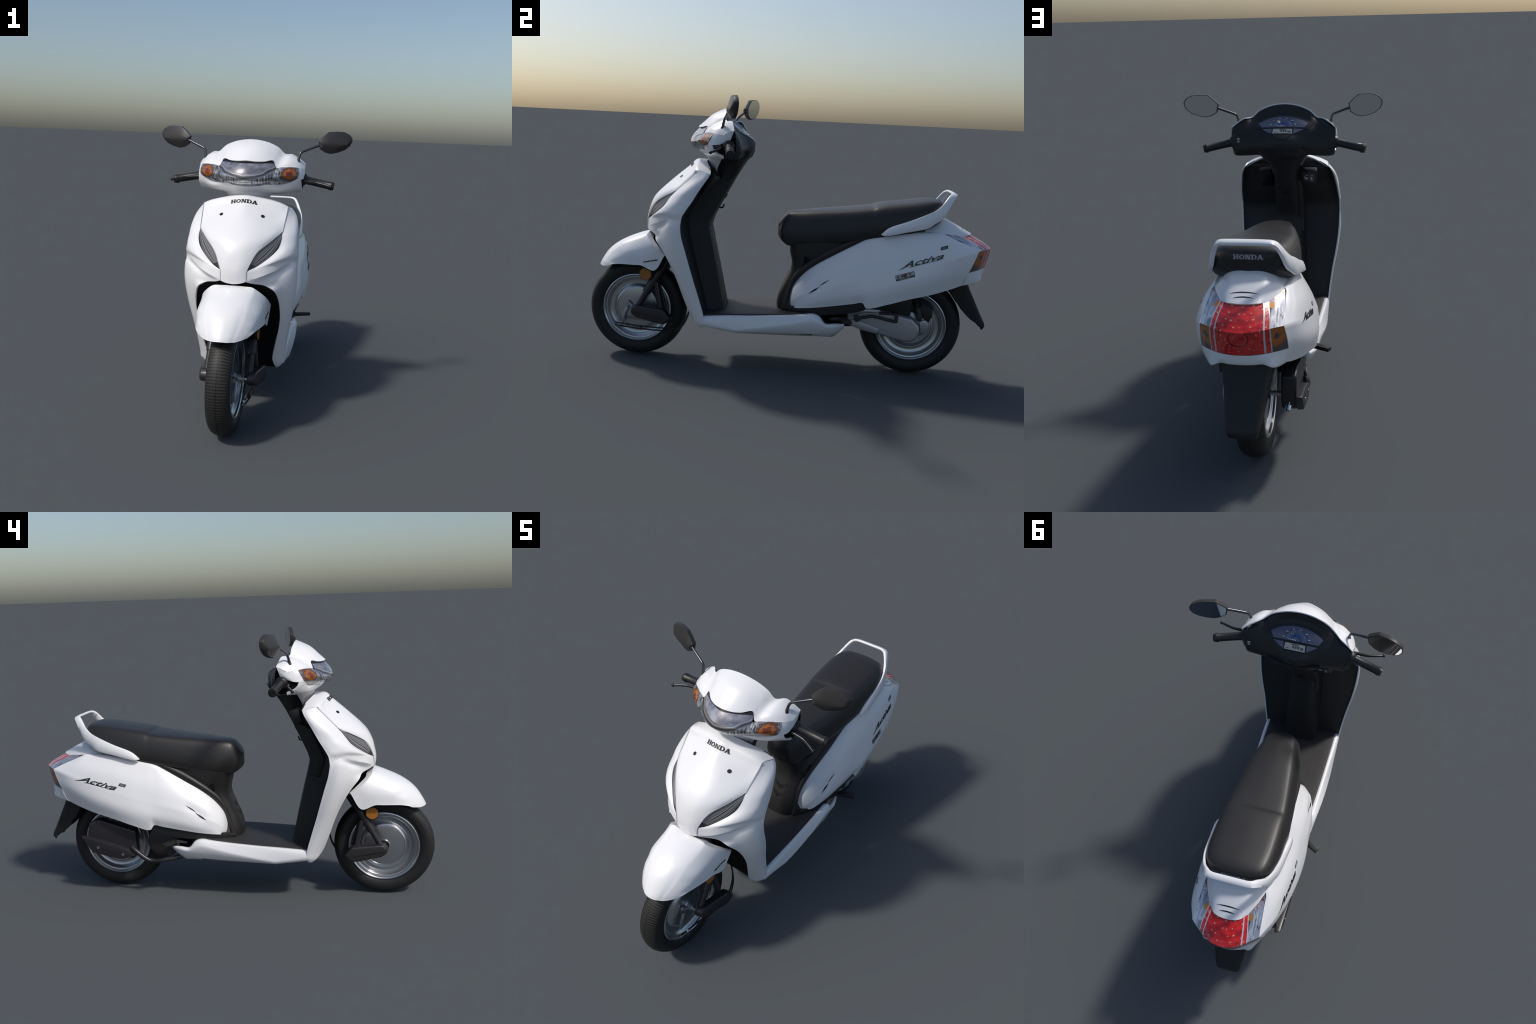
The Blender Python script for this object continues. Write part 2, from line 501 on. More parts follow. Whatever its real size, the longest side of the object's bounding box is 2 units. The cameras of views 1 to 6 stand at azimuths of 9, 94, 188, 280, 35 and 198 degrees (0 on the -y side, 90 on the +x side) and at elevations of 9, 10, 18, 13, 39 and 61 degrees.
def decal(name, polys, origin, U, V, bvh, mat, parent=None, lift=0.0012, depth=0.002, fine=None, smooth=0, start=0.15):
    """2D polygons (u, v metres) projected on to a surface along -(U x V)"""
    O, U, V = Vector(origin), Vector(U).normalized(), Vector(V)
    V = (V - U * V.dot(U)).normalized()
    W = U.cross(V)
    vs, fs = [], []
    for poly in polys:
        b = len(vs)
        if fine and len(poly) == 4:
            nu, nv = fine
            pts = []
            for i in range(nv + 1):
                for j in range(nu + 1):
                    s, t = j / nu, i / nv
                    pts.append(((poly[0][0] * (1 - s) + poly[1][0] * s) * (1 - t) + (poly[3][0] * (1 - s) + poly[2][0] * s) * t,
                                (poly[0][1] * (1 - s) + poly[1][1] * s) * (1 - t) + (poly[3][1] * (1 - s) + poly[2][1] * s) * t))
            fc = grid_faces(nv + 1, nu + 1)
            N1 = nu + 1
            loop = list(range(N1)) + [i * N1 + nu for i in range(1, nv + 1)] + [nv * N1 + j for j in range(nu - 1, -1, -1)] + [i * N1 for i in range(nv - 1, 0, -1)]
        else:
            pts = poly
            fc = [tuple(range(len(poly)))]
            loop = list(range(len(poly)))
        top, bot = [], []
        for u, v in pts:
            p = O + U * u + V * v
            hit = bvh.ray_cast(p + W * start, -W, 0.4)
            if hit[0] is None:
                hit = bvh.find_nearest(p)
            q = hit[0]
            top.append(q + W * lift)
            bot.append(q + W * (lift - depth))
        n0 = len(top)
        vs += top + bot
        fs += [tuple(b + k for k in q) for q in fc] + [tuple(b + n0 + k for k in q[::-1]) for q in fc]
        fs += [(b + a, b + n0 + a, b + n0 + c, b + c) for a, c in zip(loop, loop[1:] + loop[:1])]
    me_o = solid(name, vs, fs, mat, parent, smooth or 30)
    return me_o


def slab_letter(ch, w=1.0, h=1.0, t=0.30, s=0.16):
    """slab serif capitals out of quads, in a w x h cell"""
    def q(x0, y0, x1, y1):
        return [(x0, y0), (x1, y0), (x1, y1), (x0, y1)]

    def ring(cx, cy, rx, ry, tx, ty, a0, a1, k=14):
        out = []
        for i in range(k):
            a, b = a0 + (a1 - a0) * i / k, a0 + (a1 - a0) * (i + 1) / k
            out.append([(cx + rx * cos(a), cy + ry * sin(a)), (cx + rx * cos(b), cy + ry * sin(b)),
                        (cx + (rx - tx) * cos(b), cy + (ry - ty) * sin(b)), (cx + (rx - tx) * cos(a), cy + (ry - ty) * sin(a))])
        return out
    e = 0.08
    if ch == "H":
        return [q(.1, 0, .1 + t, h), q(w - .1 - t, 0, w - .1, h), q(.1 + t, h * .42, w - .1 - t, h * .58), q(0, 0, .2 + t, s), q(0, h - s, .2 + t, h), q(w - .2 - t, 0, w, s), q(w - .2 - t, h - s, w, h)]
    if ch == "O":
        return ring(w / 2, h / 2, w / 2, h / 2, t, s * 1.1, 0, 2 * pi, 24)
    if ch == "N":
        return [q(.1, 0, .1 + t * .7, h), q(w - .1 - t * .7, 0, w - .1, h), [(.1, h), (.1 + t * 1.3, h), (w - .1, 0), (w - .1 - t * 1.3, 0)][::-1], q(0, 0, .2 + t * .7, s), q(0, h - s, .15 + t, h), q(w - .2 - t * .7, h - s, w, h)]
    if ch == "D":
        return [q(.1, 0, .1 + t, h), q(0, 0, w * .5, s), q(0, h - s, w * .5, h)] + ring(w * .5, h / 2, w * .5, h / 2, t, s, -pi / 2, pi / 2)
    if ch == "A":
        return [[(.06, 0), (.06 + t * .7, 0), (w / 2 + .02, h), (w / 2 - t * .5, h)], [(w - .12 - t * 1.15, 0), (w - .06, 0), (w / 2 + t * .5, h), (w / 2 - t * .6, h)], q(w * .3, h * .26, w * .7, h * .26 + s), q(-.04, 0, .14 + t, s), q(w - .22 - t, 0, w + .04, s)]
    return []


def word(text, width, height, gap=0.05):
    ws = {"H": 1.15, "O": 1.1, "N": 1.15, "D": 1.1, "A": 1.2}
    tot = sum(ws[c] for c in text) + gap * (len(text) - 1)
    sx = width / tot
    x = -tot / 2
    out = []
    for c in text:
        for p in slab_letter(c, ws[c]):
            out.append([((u + x) * sx, (v - 0.5) * height) for u, v in p])
        x += ws[c] + gap
    return out


def font_polys(text, width, height, shear=0.0, bold=0.0):
    cu = bpy.data.curves.new("lettering", "FONT")
    cu.body = text
    cu.shear = shear
    cu.offset = bold
    cu.resolution_u = 3
    o = bpy.data.objects.new("lettering", cu)
    SCN.collection.objects.link(o)
    dg = bpy.context.evaluated_depsgraph_get()
    me = o.evaluated_get(dg).to_mesh()
    vs = [v.co.copy() for v in me.vertices]
    fs = [list(p.vertices) for p in me.polygons]
    o.evaluated_get(dg).to_mesh_clear()
    bpy.data.objects.remove(o)
    bpy.data.curves.remove(cu)
    x0, x1 = min(v.x for v in vs), max(v.x for v in vs)
    y0, y1 = min(v.y for v in vs), max(v.y for v in vs)
    return [[((vs[k].x - (x0 + x1) / 2) / (x1 - x0) * width, (vs[k].y - (y0 + y1) / 2) / (y1 - y0) * height) for k in f] for f in fs]


# ================================================================== WHEELS
def tyre_profile(r, hw):
    # outer section from one bead over the tread to the other
    pts = [(0.172, hw * 0.70), (0.180, hw * 0.86), (0.195, hw * 1.0), (0.212, hw * 1.03), (0.226, hw * 0.97), (0.2325, hw * 0.88)]
    cross = [(r - 0.0075 * (abs(t) ** 2.2) * 1.9, hw * 0.84 * t) for t in (0.92, 0.75, 0.55, 0.35, 0.15, 0.0)]
    half = pts + cross
    return half + [(a, -b) for a, b in half[:-1][::-1]]


def wheel(y, r, hw, drum_r):
    w = group("wheel")
    w.location = (0, y, r)
    lathe("tyre", tyre_profile(r, hw), RUBBER, w, 128, closed=True)
    h = hw
    side = [(0.1765, h * 0.80), (0.1755, h * 0.90), (0.171, h * 0.93), (0.166, h * 0.86), (0.163, h * 0.70), (0.158, h * 0.68), (0.155, h * 0.72), (0.1515, h * 0.66),
            (0.146, h * 0.50), (0.138, h * 0.42), (0.124, h * 0.40), (0.118, h * 0.46), (0.112, h * 0.60), (drum_r, h * 0.66), (drum_r - 0.002, h * 0.60), (drum_r - 0.006, h * 0.62), (0.03, h * 0.66), (0.026, h * 0.8), (0.0, h * 0.8)]
    deep = [(a, b if a > 0.15 else b - h * min(.20, (0.15 - a) * 18)) for a, b in side] if y < 0 else side
    prof = side + [(a, -b) for a, b in deep[::-1][1:]]
    lathe("rim", prof, RIM, w, 128)
    return w


FW = (-0.749, 0.25)
RW = (0.637, 0.25)
wf = wheel(FW[0], 0.250, 0.051, 0.105)
wr = wheel(RW[0], 0.250, 0.054, 0.105)
tube("axle", [(-0.100, 0, 0), (0.09, 0, 0)], 0.011, CHROME, wf, 1)
tube("hub_nut", [(-0.052, 0, 0), (-0.036, 0, 0)], 0.02, CHROME, wf, 1)
tube("hub_nut", [(0.036, 0, 0), (0.062, 0, 0)], 0.02, ALU, wf, 1)
tube("axle", [(-0.115, 0, 0), (0.06, 0, 0)], 0.011, ALU, wr, 1)
# brake panel and brake lever on the left of the front hub
tube("brake_cam", [(0.045, -0.052, 0.029), (0.045, -0.022, 0.005)], 0.008, ALU, wf, 1, 10)
prism("brake_arm", [(-0.055, 0.005), (-0.043, -0.004), (-0.062, -0.045), (-0.066, -0.085), (-0.080, -0.085), (-0.078, -0.04)], 0.046, 0.056, ALU, wf, 0.003)
# rear brake drum cover showing behind the gear case
lathe("drum_cover", [(0.0, 0.046), (0.09, 0.046), (0.094, 0.040), (0.094, 0.02)], ALU, wr, 64)

# ================================================================== FRONT FENDER
fender_rows = [
    [(0, -.953, .464), (.03, -.946, .462), (.058, -.929, .461), (.082, -.908, .465), (.104, -.882, .471)],
    [(0, -.944, .482), (.035, -.936, .483), (.068, -.914, .486), (.096, -.888, .487), (.118, -.862, .482)],
    [(0, -.910, .535), (.042, -.902, .534), (.085, -.878, .528), (.116, -.850, .514), (.131, -.825, .489)],
    [(0, -.879, .565), (.045, -.872, .564), (.092, -.849, .553), (.126, -.815, .529), (.140, -.785, .491)],
    [(0, -.831, .597), (.048, -.826, .594), (.096, -.810, .581), (.133, -.785, .548), (.147, -.745, .492)],
    [(0, -.762, .628), (.050, -.758, .624), (.100, -.747, .607), (.138, -.725, .563), (.150, -.705, .492)],
    [(0, -.725, .641), (.050, -.722, .637), (.101, -.714, .621), (.142, -.685, .568), (.150, -.640, .470)],
    [(0, -.693, .648), (.050, -.692, .646), (.098, -.690, .637), (.141, -.650, .595), (.156, -.588, .550)],
    [(0, -.664, .634), (.050, -.664, .632), (.093, -.660, .622), (.132, -.622, .588), (.151, -.582, .552)],
]
fender_rows = [[r[0], r[1], Vector(r[1]).lerp(Vector(r[2]), .68) + Vector((0, 0, min(.004, max(0, (i - 1) * .0012))))] + [r[k] for k in (2, 3, 4)] for i, r in enumerate(fender_rows)]
patch("mudguard", fender_rows, WHITE, (0, -.75, .40), mu=5, mv=5, sym=True, thick=0.004, sr=(7,))
patch("mudguard_liner", [[(x * .93, y + .008, z - .012) for x, y, z in r] for r in fender_rows[1:-1]], VOID, (0, -.75, .40), mu=3, mv=3, sym=True, thick=0.003)

# ================================================================== FRONT APRON
cover_rows = [
    [(0, -.412, 1.020), (.06, -.408, 1.016), (.118, -.393, 1.003), (.165, -.374, .985), (.207, -.366, .963)],
    [(0, -.466, 1.020), (.06, -.456, 1.012), (.122, -.450, 1.000), (.170, -.442, .987), (.196, -.434, .976)],
    [(0, -.501, .988), (.06, -.486, .982), (.120, -.472, .971), (.165, -.460, .963), (.195, -.451, .957)],
    [(0, -.560, .938), (.06, -.546, .936), (.115, -.516, .934), (.160, -.491, .931), (.193, -.475, .932)],
    [(0, -.629, .874), (.06, -.621, .875), (.115, -.595, .875), (.158, -.564, .875), (.188, -.531, .874)],
    [(0, -.670, .828), (.05, -.663, .832), (.095, -.642, .836), (.130, -.615, .839), (.153, -.588, .842)],
    [(0, -.692, .785), (.037, -.687, .788), (.068, -.674, .793), (.088, -.662, .797), (.101, -.652, .799)],
    [(0, -.702, .745), (.026, -.701, .745), (.046, -.696, .746), (.060, -.690, .746), (.071, -.684, .746)],
    [(0, -.708, .713), (.020, -.707, .713), (.036, -.704, .713), (.048, -.700, .713), (.058, -.695, .713)],
    [(0, -.708, .684), (.020, -.707, .685), (.036, -.704, .687), (.048, -.701, .688), (.057, -.697, .689)],
    [(0, -.702, .655), (.020, -.703, .657), (.036, -.701, .660), (.048, -.699, .664), (.056, -.697, .667)],
]
patch("apron_cover", cover_rows, WHITE, (0, -.40, .80), mu=4, mv=4, sym=True, thick=0.006)
side_rows = [
    [(.196, -.434, .976), (.201, -.417, .974), (.206, -.400, .971), (.210, -.384, .967), (.209, -.367, .962)],
    [(.195, -.451, .957), (.209, -.431, .955), (.220, -.410, .950), (.227, -.391, .946), (.225, -.376, .943)],
    [(0.193, -0.475, 0.932), (0.212, -0.453, 0.930), (0.233, -0.430, 0.924), (0.241, -0.408, 0.918), (0.237, -0.394, 0.914)],
    [(0.188, -0.531, 0.874), (0.216, -0.514, 0.872), (0.243, -0.482, 0.872), (0.25, -0.44, 0.876), (0.245, -0.415, 0.88)],
    [(0.189, -0.563, 0.837), (0.217, -0.545, 0.836), (0.246, -0.506, 0.836), (0.253, -0.464, 0.834), (0.253, -0.444, 0.83)],
    [(0.175, -0.592, 0.798), (0.208, -0.583, 0.798), (0.243, -0.542, 0.8), (0.257, -0.49, 0.797), (0.257, -0.471, 0.788)],
    [(0.099, -0.669, 0.733), (0.168, -0.634, 0.755), (0.228, -0.576, 0.769), (0.256, -0.52, 0.766), (0.26, -0.489, 0.757)],
    [(0.058, -0.695, 0.713), (0.13, -0.66, 0.731), (0.19, -0.607, 0.745), (0.236, -0.553, 0.749), (0.26, -0.494, 0.741)],
    [(0.056, -0.697, 0.667), (0.13, -0.667, 0.695), (0.186, -0.613, 0.717), (0.236, -0.551, 0.744), (0.26, -0.496, 0.726)],
    [(0.08, -0.676, 0.657), (0.13, -0.644, 0.679), (0.187, -0.594, 0.703), (0.243, -0.547, 0.731), (0.2595, -0.497, 0.712)],
    [(0.129, -0.642, 0.646), (0.16, -0.626, 0.661), (0.203, -0.593, 0.686), (0.251, -0.544, 0.714), (0.259, -0.495, 0.697)],
    [(0.169, -0.629, 0.625), (0.193, -0.603, 0.634), (0.226, -0.574, 0.643), (0.258, -0.532, 0.656), (0.258, -0.488, 0.657)],
    [(.190, -.588, .575), (.207, -.572, .578), (.230, -.553, .580), (.255, -.513, .586), (.254, -.469, .592)],
    [(.194, -.545, .500), (.208, -.535, .500), (.228, -.518, .501), (.245, -.482, .505), (.243, -.446, .510)],
    [(.188, -.515, .430), (.201, -.506, .430), (.217, -.490, .430), (.231, -.456, .432), (.229, -.425, .434)],
    [(.172, -.484, .341), (.187, -.472, .341), (.204, -.453, .343), (.217, -.426, .347), (.217, -.400, .350)],
    [(.156, -.452, .260), (.172, -.440, .258), (.191, -.420, .260), (.207, -.396, .265), (.208, -.379, .272)],
    [(.163, -.425, .222), (.173, -.420, .220), (.186, -.405, .222), (.200, -.390, .228), (.205, -.379, .235)],
    [(.169, -.402, .203), (.172, -.400, .203), (.177, -.397, .204), (.183, -.390, .206), (.190, -.381, .210)],
]
patch("apron_panel", side_rows, WHITE, (0, -.42, .60), mu=4, mv=4, mirror=True, sr=(7, 8), thick=0.007)
# dark slotted inserts beside the cover
up = [(.188, -.531, .874), (.174, -.552, .862), (.153, -.588, .842), (.126, -.623, .820), (.101, -.652, .799), (.087, -.669, .780), (.071, -.684, .746), (.058, -.695, .713)]
lo = [(.188, -.531, .874), (.191, -.548, .855), (.189, -.563, .837), (.175, -.592, .798), (.150, -.628, .764), (.126, -.650, .746), (.099, -.669, .733), (.058, -.695, .713)]


def strip(a, b, t0, t1):
    return [[Vector(p).lerp(Vector(q), t0 if i not in (0, 7) else t0) for i, (p, q) in enumerate(zip(a, b))],
            [Vector(p).lerp(Vector(q), t1) for p, q in zip(a, b)]]


patch("vent_insert", strip(up, lo, -.03, 1.03), STRIPDARK, (0, -.40, .70), mu=4, mv=2, mirror=True, thick=0.004, lift=-0.004)
for t0, t1, mt in ((.02, .10, STRIPPALE), (.15, .36, STRIPLIGHT), (.41, .47, STRIPPALE), (.56, .74, STRIPLIGHT), (.80, .86, STRIPLIGHT)):
    s = strip(up, lo, t0, t1)
    s = [r[:7] for r in s]
    patch("vent_blade", s, mt, (0, -.40, .70), mu=4, mv=1, mirror=True, thick=0.003, lift=-0.0025)
# thin grey gap along cover edge
gap = [(.1965, -.434, .9765), (.1955, -.451, .957), (.1935, -.475, .932), (.1885, -.531, .8745)]
tube("panel_gap", [(x, y - .002, z + .002) for x, y, z in gap], 0.0011, SEAM, None, 5, 6, mirror=True)
tube("panel_gap", [(x + .001, y - .0015, z + .001) for x, y, z in up], 0.0012, SEAM, None, 4, 6, mirror=True)
tube("panel_gap", [(.0575, -.6965, .713), (.057, -.699, .69), (.0565, -.699, .668)], 0.0010, SEAM, None, 4, 6, mirror=True)

CB = bvh_of("apron_cover")
decal("apron_lettering", word("HONDA", 0.124, 0.020), (0, -.478, .991), (1, 0, 0), (0, .55, .83), CB, INKBLK, lift=0.0013)
for sx in (-1, 1):
    circ = [(0.0085 * cos(a * pi / 10), 0.0085 * sin(a * pi / 10)) for a in range(20)]
    decal("bolt_cap", [circ], (sx * .095, -.524, .935), (1, 0, 0), (0, .65, .75), CB, INKBLK, lift=0.002)

# dark inside of the wheel opening
patch("splash_guard", [
    [(0, -.668, .652), (.06, -.668, .654), (.12, -.642, .648)],
    [(0, -.620, .612), (.09, -.617, .614), (.170, -.618, .622)],
    [(0, -.552, .550), (.10, -.550, .552), (.190, -.572, .560)],
    [(0, -.498, .460), (.10, -.497, .460), (.192, -.528, .465)],
    [(0, -.464, .345), (.10, -.463, .345), (.172, -.480, .345)],
    [(0, -.436, .255), (.10, -.435, .255), (.156, -.448, .255)],
    [(0, -.408, .212), (.10, -.408, .208), (.166, -.408, .207)],
], VOID, (0, -.30, .45), mu=3, mv=3, sym=True, thick=0.004)

# ================================================================== LEG SHIELD (rider side)
shield = []
for z, xe, ye, c, w in [
    (.985, .165, -.374, -.262, .050), (.962, .205, -.364, -.262, .050), (.930, .224, -.378, -.274, .051), (.880, .234, -.412, -.300, .053), (.828, .242, -.442, -.327, .055), (.779, .247, -.473, -.352, .057),
    (.742, .250, -.490, -.370, .059), (.708, .250, -.492, -.383, .061), (.660, .250, -.484, -.376, .063), (.592, .248, -.466, -.360, .066), (.510, .238, -.444, -.341, .070), (.434, .224, -.422, -.324, .074), (.350, .213, -.397, -.306, .078), (.272, .205, -.377, -.289, .082)]:
    pl = ye - (.013 if z > .85 else (.006 if z > .79 else .002))
    gx = w + .008
    q = min(1, max(0, (xe - gx)))
    shield.append([(0, c, z), (w * .55, c, z), (w, c - .006, z), (gx, (pl + c) / 2 - .004, z), (gx + .008, pl + .006, z), (gx + q * .55, pl, z), (xe - .016, pl - .002, z), (xe - .003, ye - .001, z)])
patch("leg_shield", shield, BLACK, (0, -.75, .70), mu=2, mv=3, sym=True, thick=0.004, sc=(2, 4))

prism("column_fairing", [(-.292, .915), (-.318, .858), (-.350, .792), (-.376, .735), (-.389, .690), (-.372, .620), (-.440, .600), (-.470, .700), (-.400, .860)], -.045, -.079, BLACK, None, 0.010, shrink=0.05, bseg=3)
tube("bag_hook", [(0, -.352, .785), (0, -.335, .783), (0, -.328, .792), (0, -.326, .802)], 0.004, GLOSSBLK, None, 4, 8)
box("key_socket", (0, -.318, .845), (.034, .010, .028), GLOSSBLK, None, 0.004, rot=Matrix.Rotation(radians(-28), 3, "X"))
# choke / gauge box on the right, pocket on the left
R = Matrix.Rotation(radians(-18), 3, "X")
box("gauge_box", (-.115, -.330, .925), (.078, .045, .072), GLOSSBLK, None, 0.008, rot=R)
GV = Vector((-.115, -.330, .925))
box("gauge_face", GV + R @ Vector((0, .0228, 0)), (.062, .002, .056), DARKMET, None, 0.004, rot=R)
for k, (u, v, su, sv) in enumerate([(-.013, -.004, .016, .010), (.012, -.004, .010, .014), (.014, .012, .012, .003), (-.010, .013, .014, .003), (-.020, .004, .006, .006), (.013, -.016, .014, .003)]):
    box("gauge_mark", GV + R @ Vector((-u, .0242, v)), (su, .001, sv), INKGREY, None, 0.0003, rot=R)
prism("glove_pocket", [(-.372, .965), (-.330, .945), (-.338, .925), (-.410, .850), (-.425, .86)], .075, .135, GLOSSBLK, None, 0.006)

# ================================================================== STEERING COLUMN
def ring_sec(z, yf, yb, w, tilt=0.0):
    return [(-w, (yf + yb) / 2 - .01, z + tilt * 0), (-w * .85, yb - .01, z), (-w * .5, yb, z), (w * .5, yb, z), (w * .85, yb - .01, z), (w, (yf + yb) / 2 - .01, z), (w * .7, yf, z), (-w * .7, yf, z)]


loft("steering_cover", [ring_sec(1.075, -.36, -.186, .135), ring_sec(1.045, -.36, -.200, .122), ring_sec(1.022, -.365, -.220, .102), ring_sec(.990, -.37, -.240, .078), ring_sec(.935, -.38, -.272, .060), ring_sec(.915, -.385, -.284, .054)], BLACK, m=3, mu=2)
neck = [(z, yf, hw, yb) for z, yf, hw, yb in [(1.045, -.418, .125, -.325), (1.025, -.410, .108, -.333), (1.005, -.405, .094, -.343), (.985, -.397, .084, -.352), (.970, -.385, .075, -.358)]]
patch("steering_neck", [[(0, yf, z), (hw * .5, yf + .008, z), (hw * .85, yf + .028, z), (hw, (yf + yb) / 2 + .012, z), (hw, yb, z)] for z, yf, hw, yb in neck], WHITE, (0, -.33, 1.0), mu=3, mv=3, sym=True, thick=0.004)

# ================================================================== HANDLEBAR COWL
HB = group("handlebar")
H0 = [(0, -.323, 1.275), (.04, -.322, 1.272), (.08, -.319, 1.263), (.125, -.314, 1.243), (.158, -.308, 1.214), (.190, -.276, 1.212), (.225, -.264, 1.191), (.2505, -.256, 1.171)]
H1 = [(0, -.360, 1.259), (.04, -.358, 1.257), (.08, -.353, 1.247), (.122, -.346, 1.226), (.150, -.338, 1.201), (.185, -.325, 1.203), (.222, -.305, 1.189), (.2515, -.272, 1.164)]
H2 = [(0, -.396, 1.240), (.04, -.392, 1.238), (.08, -.382, 1.229), (.118, -.370, 1.209), (.145, -.366, 1.186), (.183, -.352, 1.189), (.223, -.326, 1.178), (.2520, -.285, 1.158)]
H3 = [(0, -.433, 1.207), (.04, -.427, 1.206), (.08, -.411, 1.203), (.114, -.390, 1.196), (.140, -.393, 1.168), (.183, -.378, 1.173), (.226, -.342, 1.164), (.2515, -.296, 1.152)]
H4 = [(0, -.464, 1.180), (.04, -.456, 1.177), (.08, -.435, 1.178), (.116, -.403, 1.183), (.135, -.414, 1.149), (.185, -.388, 1.155), (.229, -.353, 1.153), (.2510, -.305, 1.146)]
patch("cowl", [H0, H1, H2, H3, H4], WHITE, (0, -.30, 1.10), HB, mu=4, mv=4, sym=True, thick=0.005)
S0 = [(.229, -.353, 1.153), (.242, -.331, 1.150), (.2510, -.305, 1.146), (.2520, -.280, 1.158), (.2505, -.256, 1.171)]
S1 = [(.233, -.366, 1.130), (.246, -.339, 1.126), (.2535, -.308, 1.122), (.2525, -.285, 1.131), (.2495, -.266, 1.145)]
S2 = [(.229, -.378, 1.108), (.243, -.358, 1.100), (.2500, -.336, 1.101), (.2500, -.305, 1.110), (.2470, -.276, 1.119)]
patch("cowl_cheek", [S0, S1, S2], WHITE, (0, -.30, 1.12), HB, mu=3, mv=3, mirror=True, thick=0.005)
W0 = [(0, -.453, 1.062), (.045, -.452, 1.065), (.087, -.441, 1.073), (.130, -.420, 1.073), (.170, -.395, 1.078), (.205, -.387, 1.090), (.229, -.378, 1.108), (.243, -.358, 1.100)]
W1 = [(0, -.432, 1.047), (.045, -.430, 1.050), (.090, -.424, 1.054), (.135, -.410, 1.055), (.175, -.393, 1.060), (.210, -.375, 1.069), (.235, -.366, 1.083), (.244, -.353, 1.084)]
W2 = [(0, -.412, 1.031), (.045, -.409, 1.034), (.090, -.402, 1.038), (.135, -.386, 1.038), (.180, -.369, 1.044), (.215, -.350, 1.051), (.238, -.345, 1.062), (.2455, -.338, 1.066)]
W3 = [(0, -.400, 1.008), (.040, -.396, 1.012), (.085, -.380, 1.022), (.130, -.350, 1.028), (.180, -.325, 1.033), (.220, -.310, 1.037), (.243, -.303, 1.040), (.2465, -.302, 1.053)]
patch("cowl_chin", [W0, W1, W2, W3], WHITE, (0, -.28, 1.10), HB, mu=4, mv=3, sym=True, thick=0.005)
# head lamp and indicators
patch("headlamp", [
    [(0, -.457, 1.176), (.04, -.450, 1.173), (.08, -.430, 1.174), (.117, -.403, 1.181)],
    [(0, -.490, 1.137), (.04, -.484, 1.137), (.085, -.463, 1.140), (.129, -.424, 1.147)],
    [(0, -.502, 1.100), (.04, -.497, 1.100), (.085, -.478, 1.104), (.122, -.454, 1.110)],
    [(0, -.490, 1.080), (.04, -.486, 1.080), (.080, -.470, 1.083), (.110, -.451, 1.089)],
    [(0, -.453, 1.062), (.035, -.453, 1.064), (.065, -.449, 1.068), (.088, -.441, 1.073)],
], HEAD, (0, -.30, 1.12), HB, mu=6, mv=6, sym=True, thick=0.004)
patch("indicator", [
    [(.130, -.4235, 1.147), (.149, -.412, 1.153), (.185, -.389, 1.155), (.229, -.353, 1.153)],
    [(.123, -.454, 1.111), (.155, -.438, 1.118), (.195, -.411, 1.122), (.233, -.372, 1.129)],
    [(.111, -.451, 1.089), (.150, -.430, 1.094), (.195, -.405, 1.099), (.229, -.381, 1.107)],
    [(.089, -.441, 1.073), (.130, -.420, 1.073), (.170, -.395, 1.078), (.205, -.387, 1.090)],
], INDI, (0, -.30, 1.12), HB, mu=6, mv=5, mirror=True, thick=0.004, lift=-0.0005)
# rider side of the handlebar
K0 = [(x * .972, y + .002, z - .010) for x, y, z in H0]
K1 = [(0, -.312, 1.231), (.04, -.311, 1.229), (.08, -.306, 1.219), (.122, -.288, 1.195), (.158, -.280, 1.190), (.190, -.270, 1.184), (.224, -.255, 1.168), (.2465, -.248, 1.150)]
K2 = [(0, -.246, 1.169), (.04, -.246, 1.169), (.08, -.246, 1.167), (.112, -.247, 1.164), (.150, -.250, 1.156), (.188, -.248, 1.150), (.224, -.240, 1.138), (.2470, -.245, 1.124)]
K3 = [(0, -.184, 1.117), (.04, -.196, 1.123), (.08, -.216, 1.126), (.118, -.226, 1.122), (.155, -.229, 1.116), (.190, -.229, 1.111), (.225, -.230, 1.101), (.2460, -.245, 1.096)]
K4 = [(0, -.182, 1.098), (.045, -.190, 1.094), (.085, -.205, 1.090), (.122, -.212, 1.086), (.158, -.216, 1.081), (.192, -.221, 1.076), (.225, -.231, 1.069), (.2440, -.250, 1.066)]
K5 = [(0, -.194, 1.045), (.05, -.201, 1.045), (.090, -.214, 1.049), (.125, -.226, 1.047), (.162, -.233, 1.042), (.200, -.238, 1.039), (.228, -.243, 1.039), (.2420, -.266, 1.041)]
K6 = [(0, -.228, 1.024), (.055, -.236, 1.024), (.100, -.258, 1.032), (.132, -.280, 1.037), (.178, -.298, 1.038), (.212, -.302, 1.039), (.236, -.303, 1.041), (.2430, -.303, 1.045)]
patch("instrument_cowl", [K0, K1, K2, K3, K4, K5, K6], BLACK, (0, -.40, 1.13), HB, mu=4, mv=4, sym=True, thick=0.004, sr=(1,))
prism("grip_housing", [(-.345, 1.088), (-.300, 1.108), (-.255, 1.140), (-.243, 1.100), (-.250, 1.048), (-.300, 1.046), (-.340, 1.064)], .10, .236, VOID, HB, 0.004, mirror=True)
IB = bvh_of("instrument_cowl")
IO, IU, IV = (0, -.245, 1.168), (-1, 0, 0), (0, -.77, .64)


def fan(r0, r1, a0, a1, k, cu=0, cv=0, sx=1.0):
    out = []
    for i in range(k):
        a, b = radians(a0 + (a1 - a0) * i / k), radians(a0 + (a1 - a0) * (i + 1) / k)
        out.append([(cu + r0 * sx * cos(a), cv + r0 * sin(a)), (cu + r1 * sx * cos(a), cv + r1 * sin(a)), (cu + r1 * sx * cos(b), cv + r1 * sin(b)), (cu + r0 * sx * cos(b), cv + r0 * sin(b))])
    return out


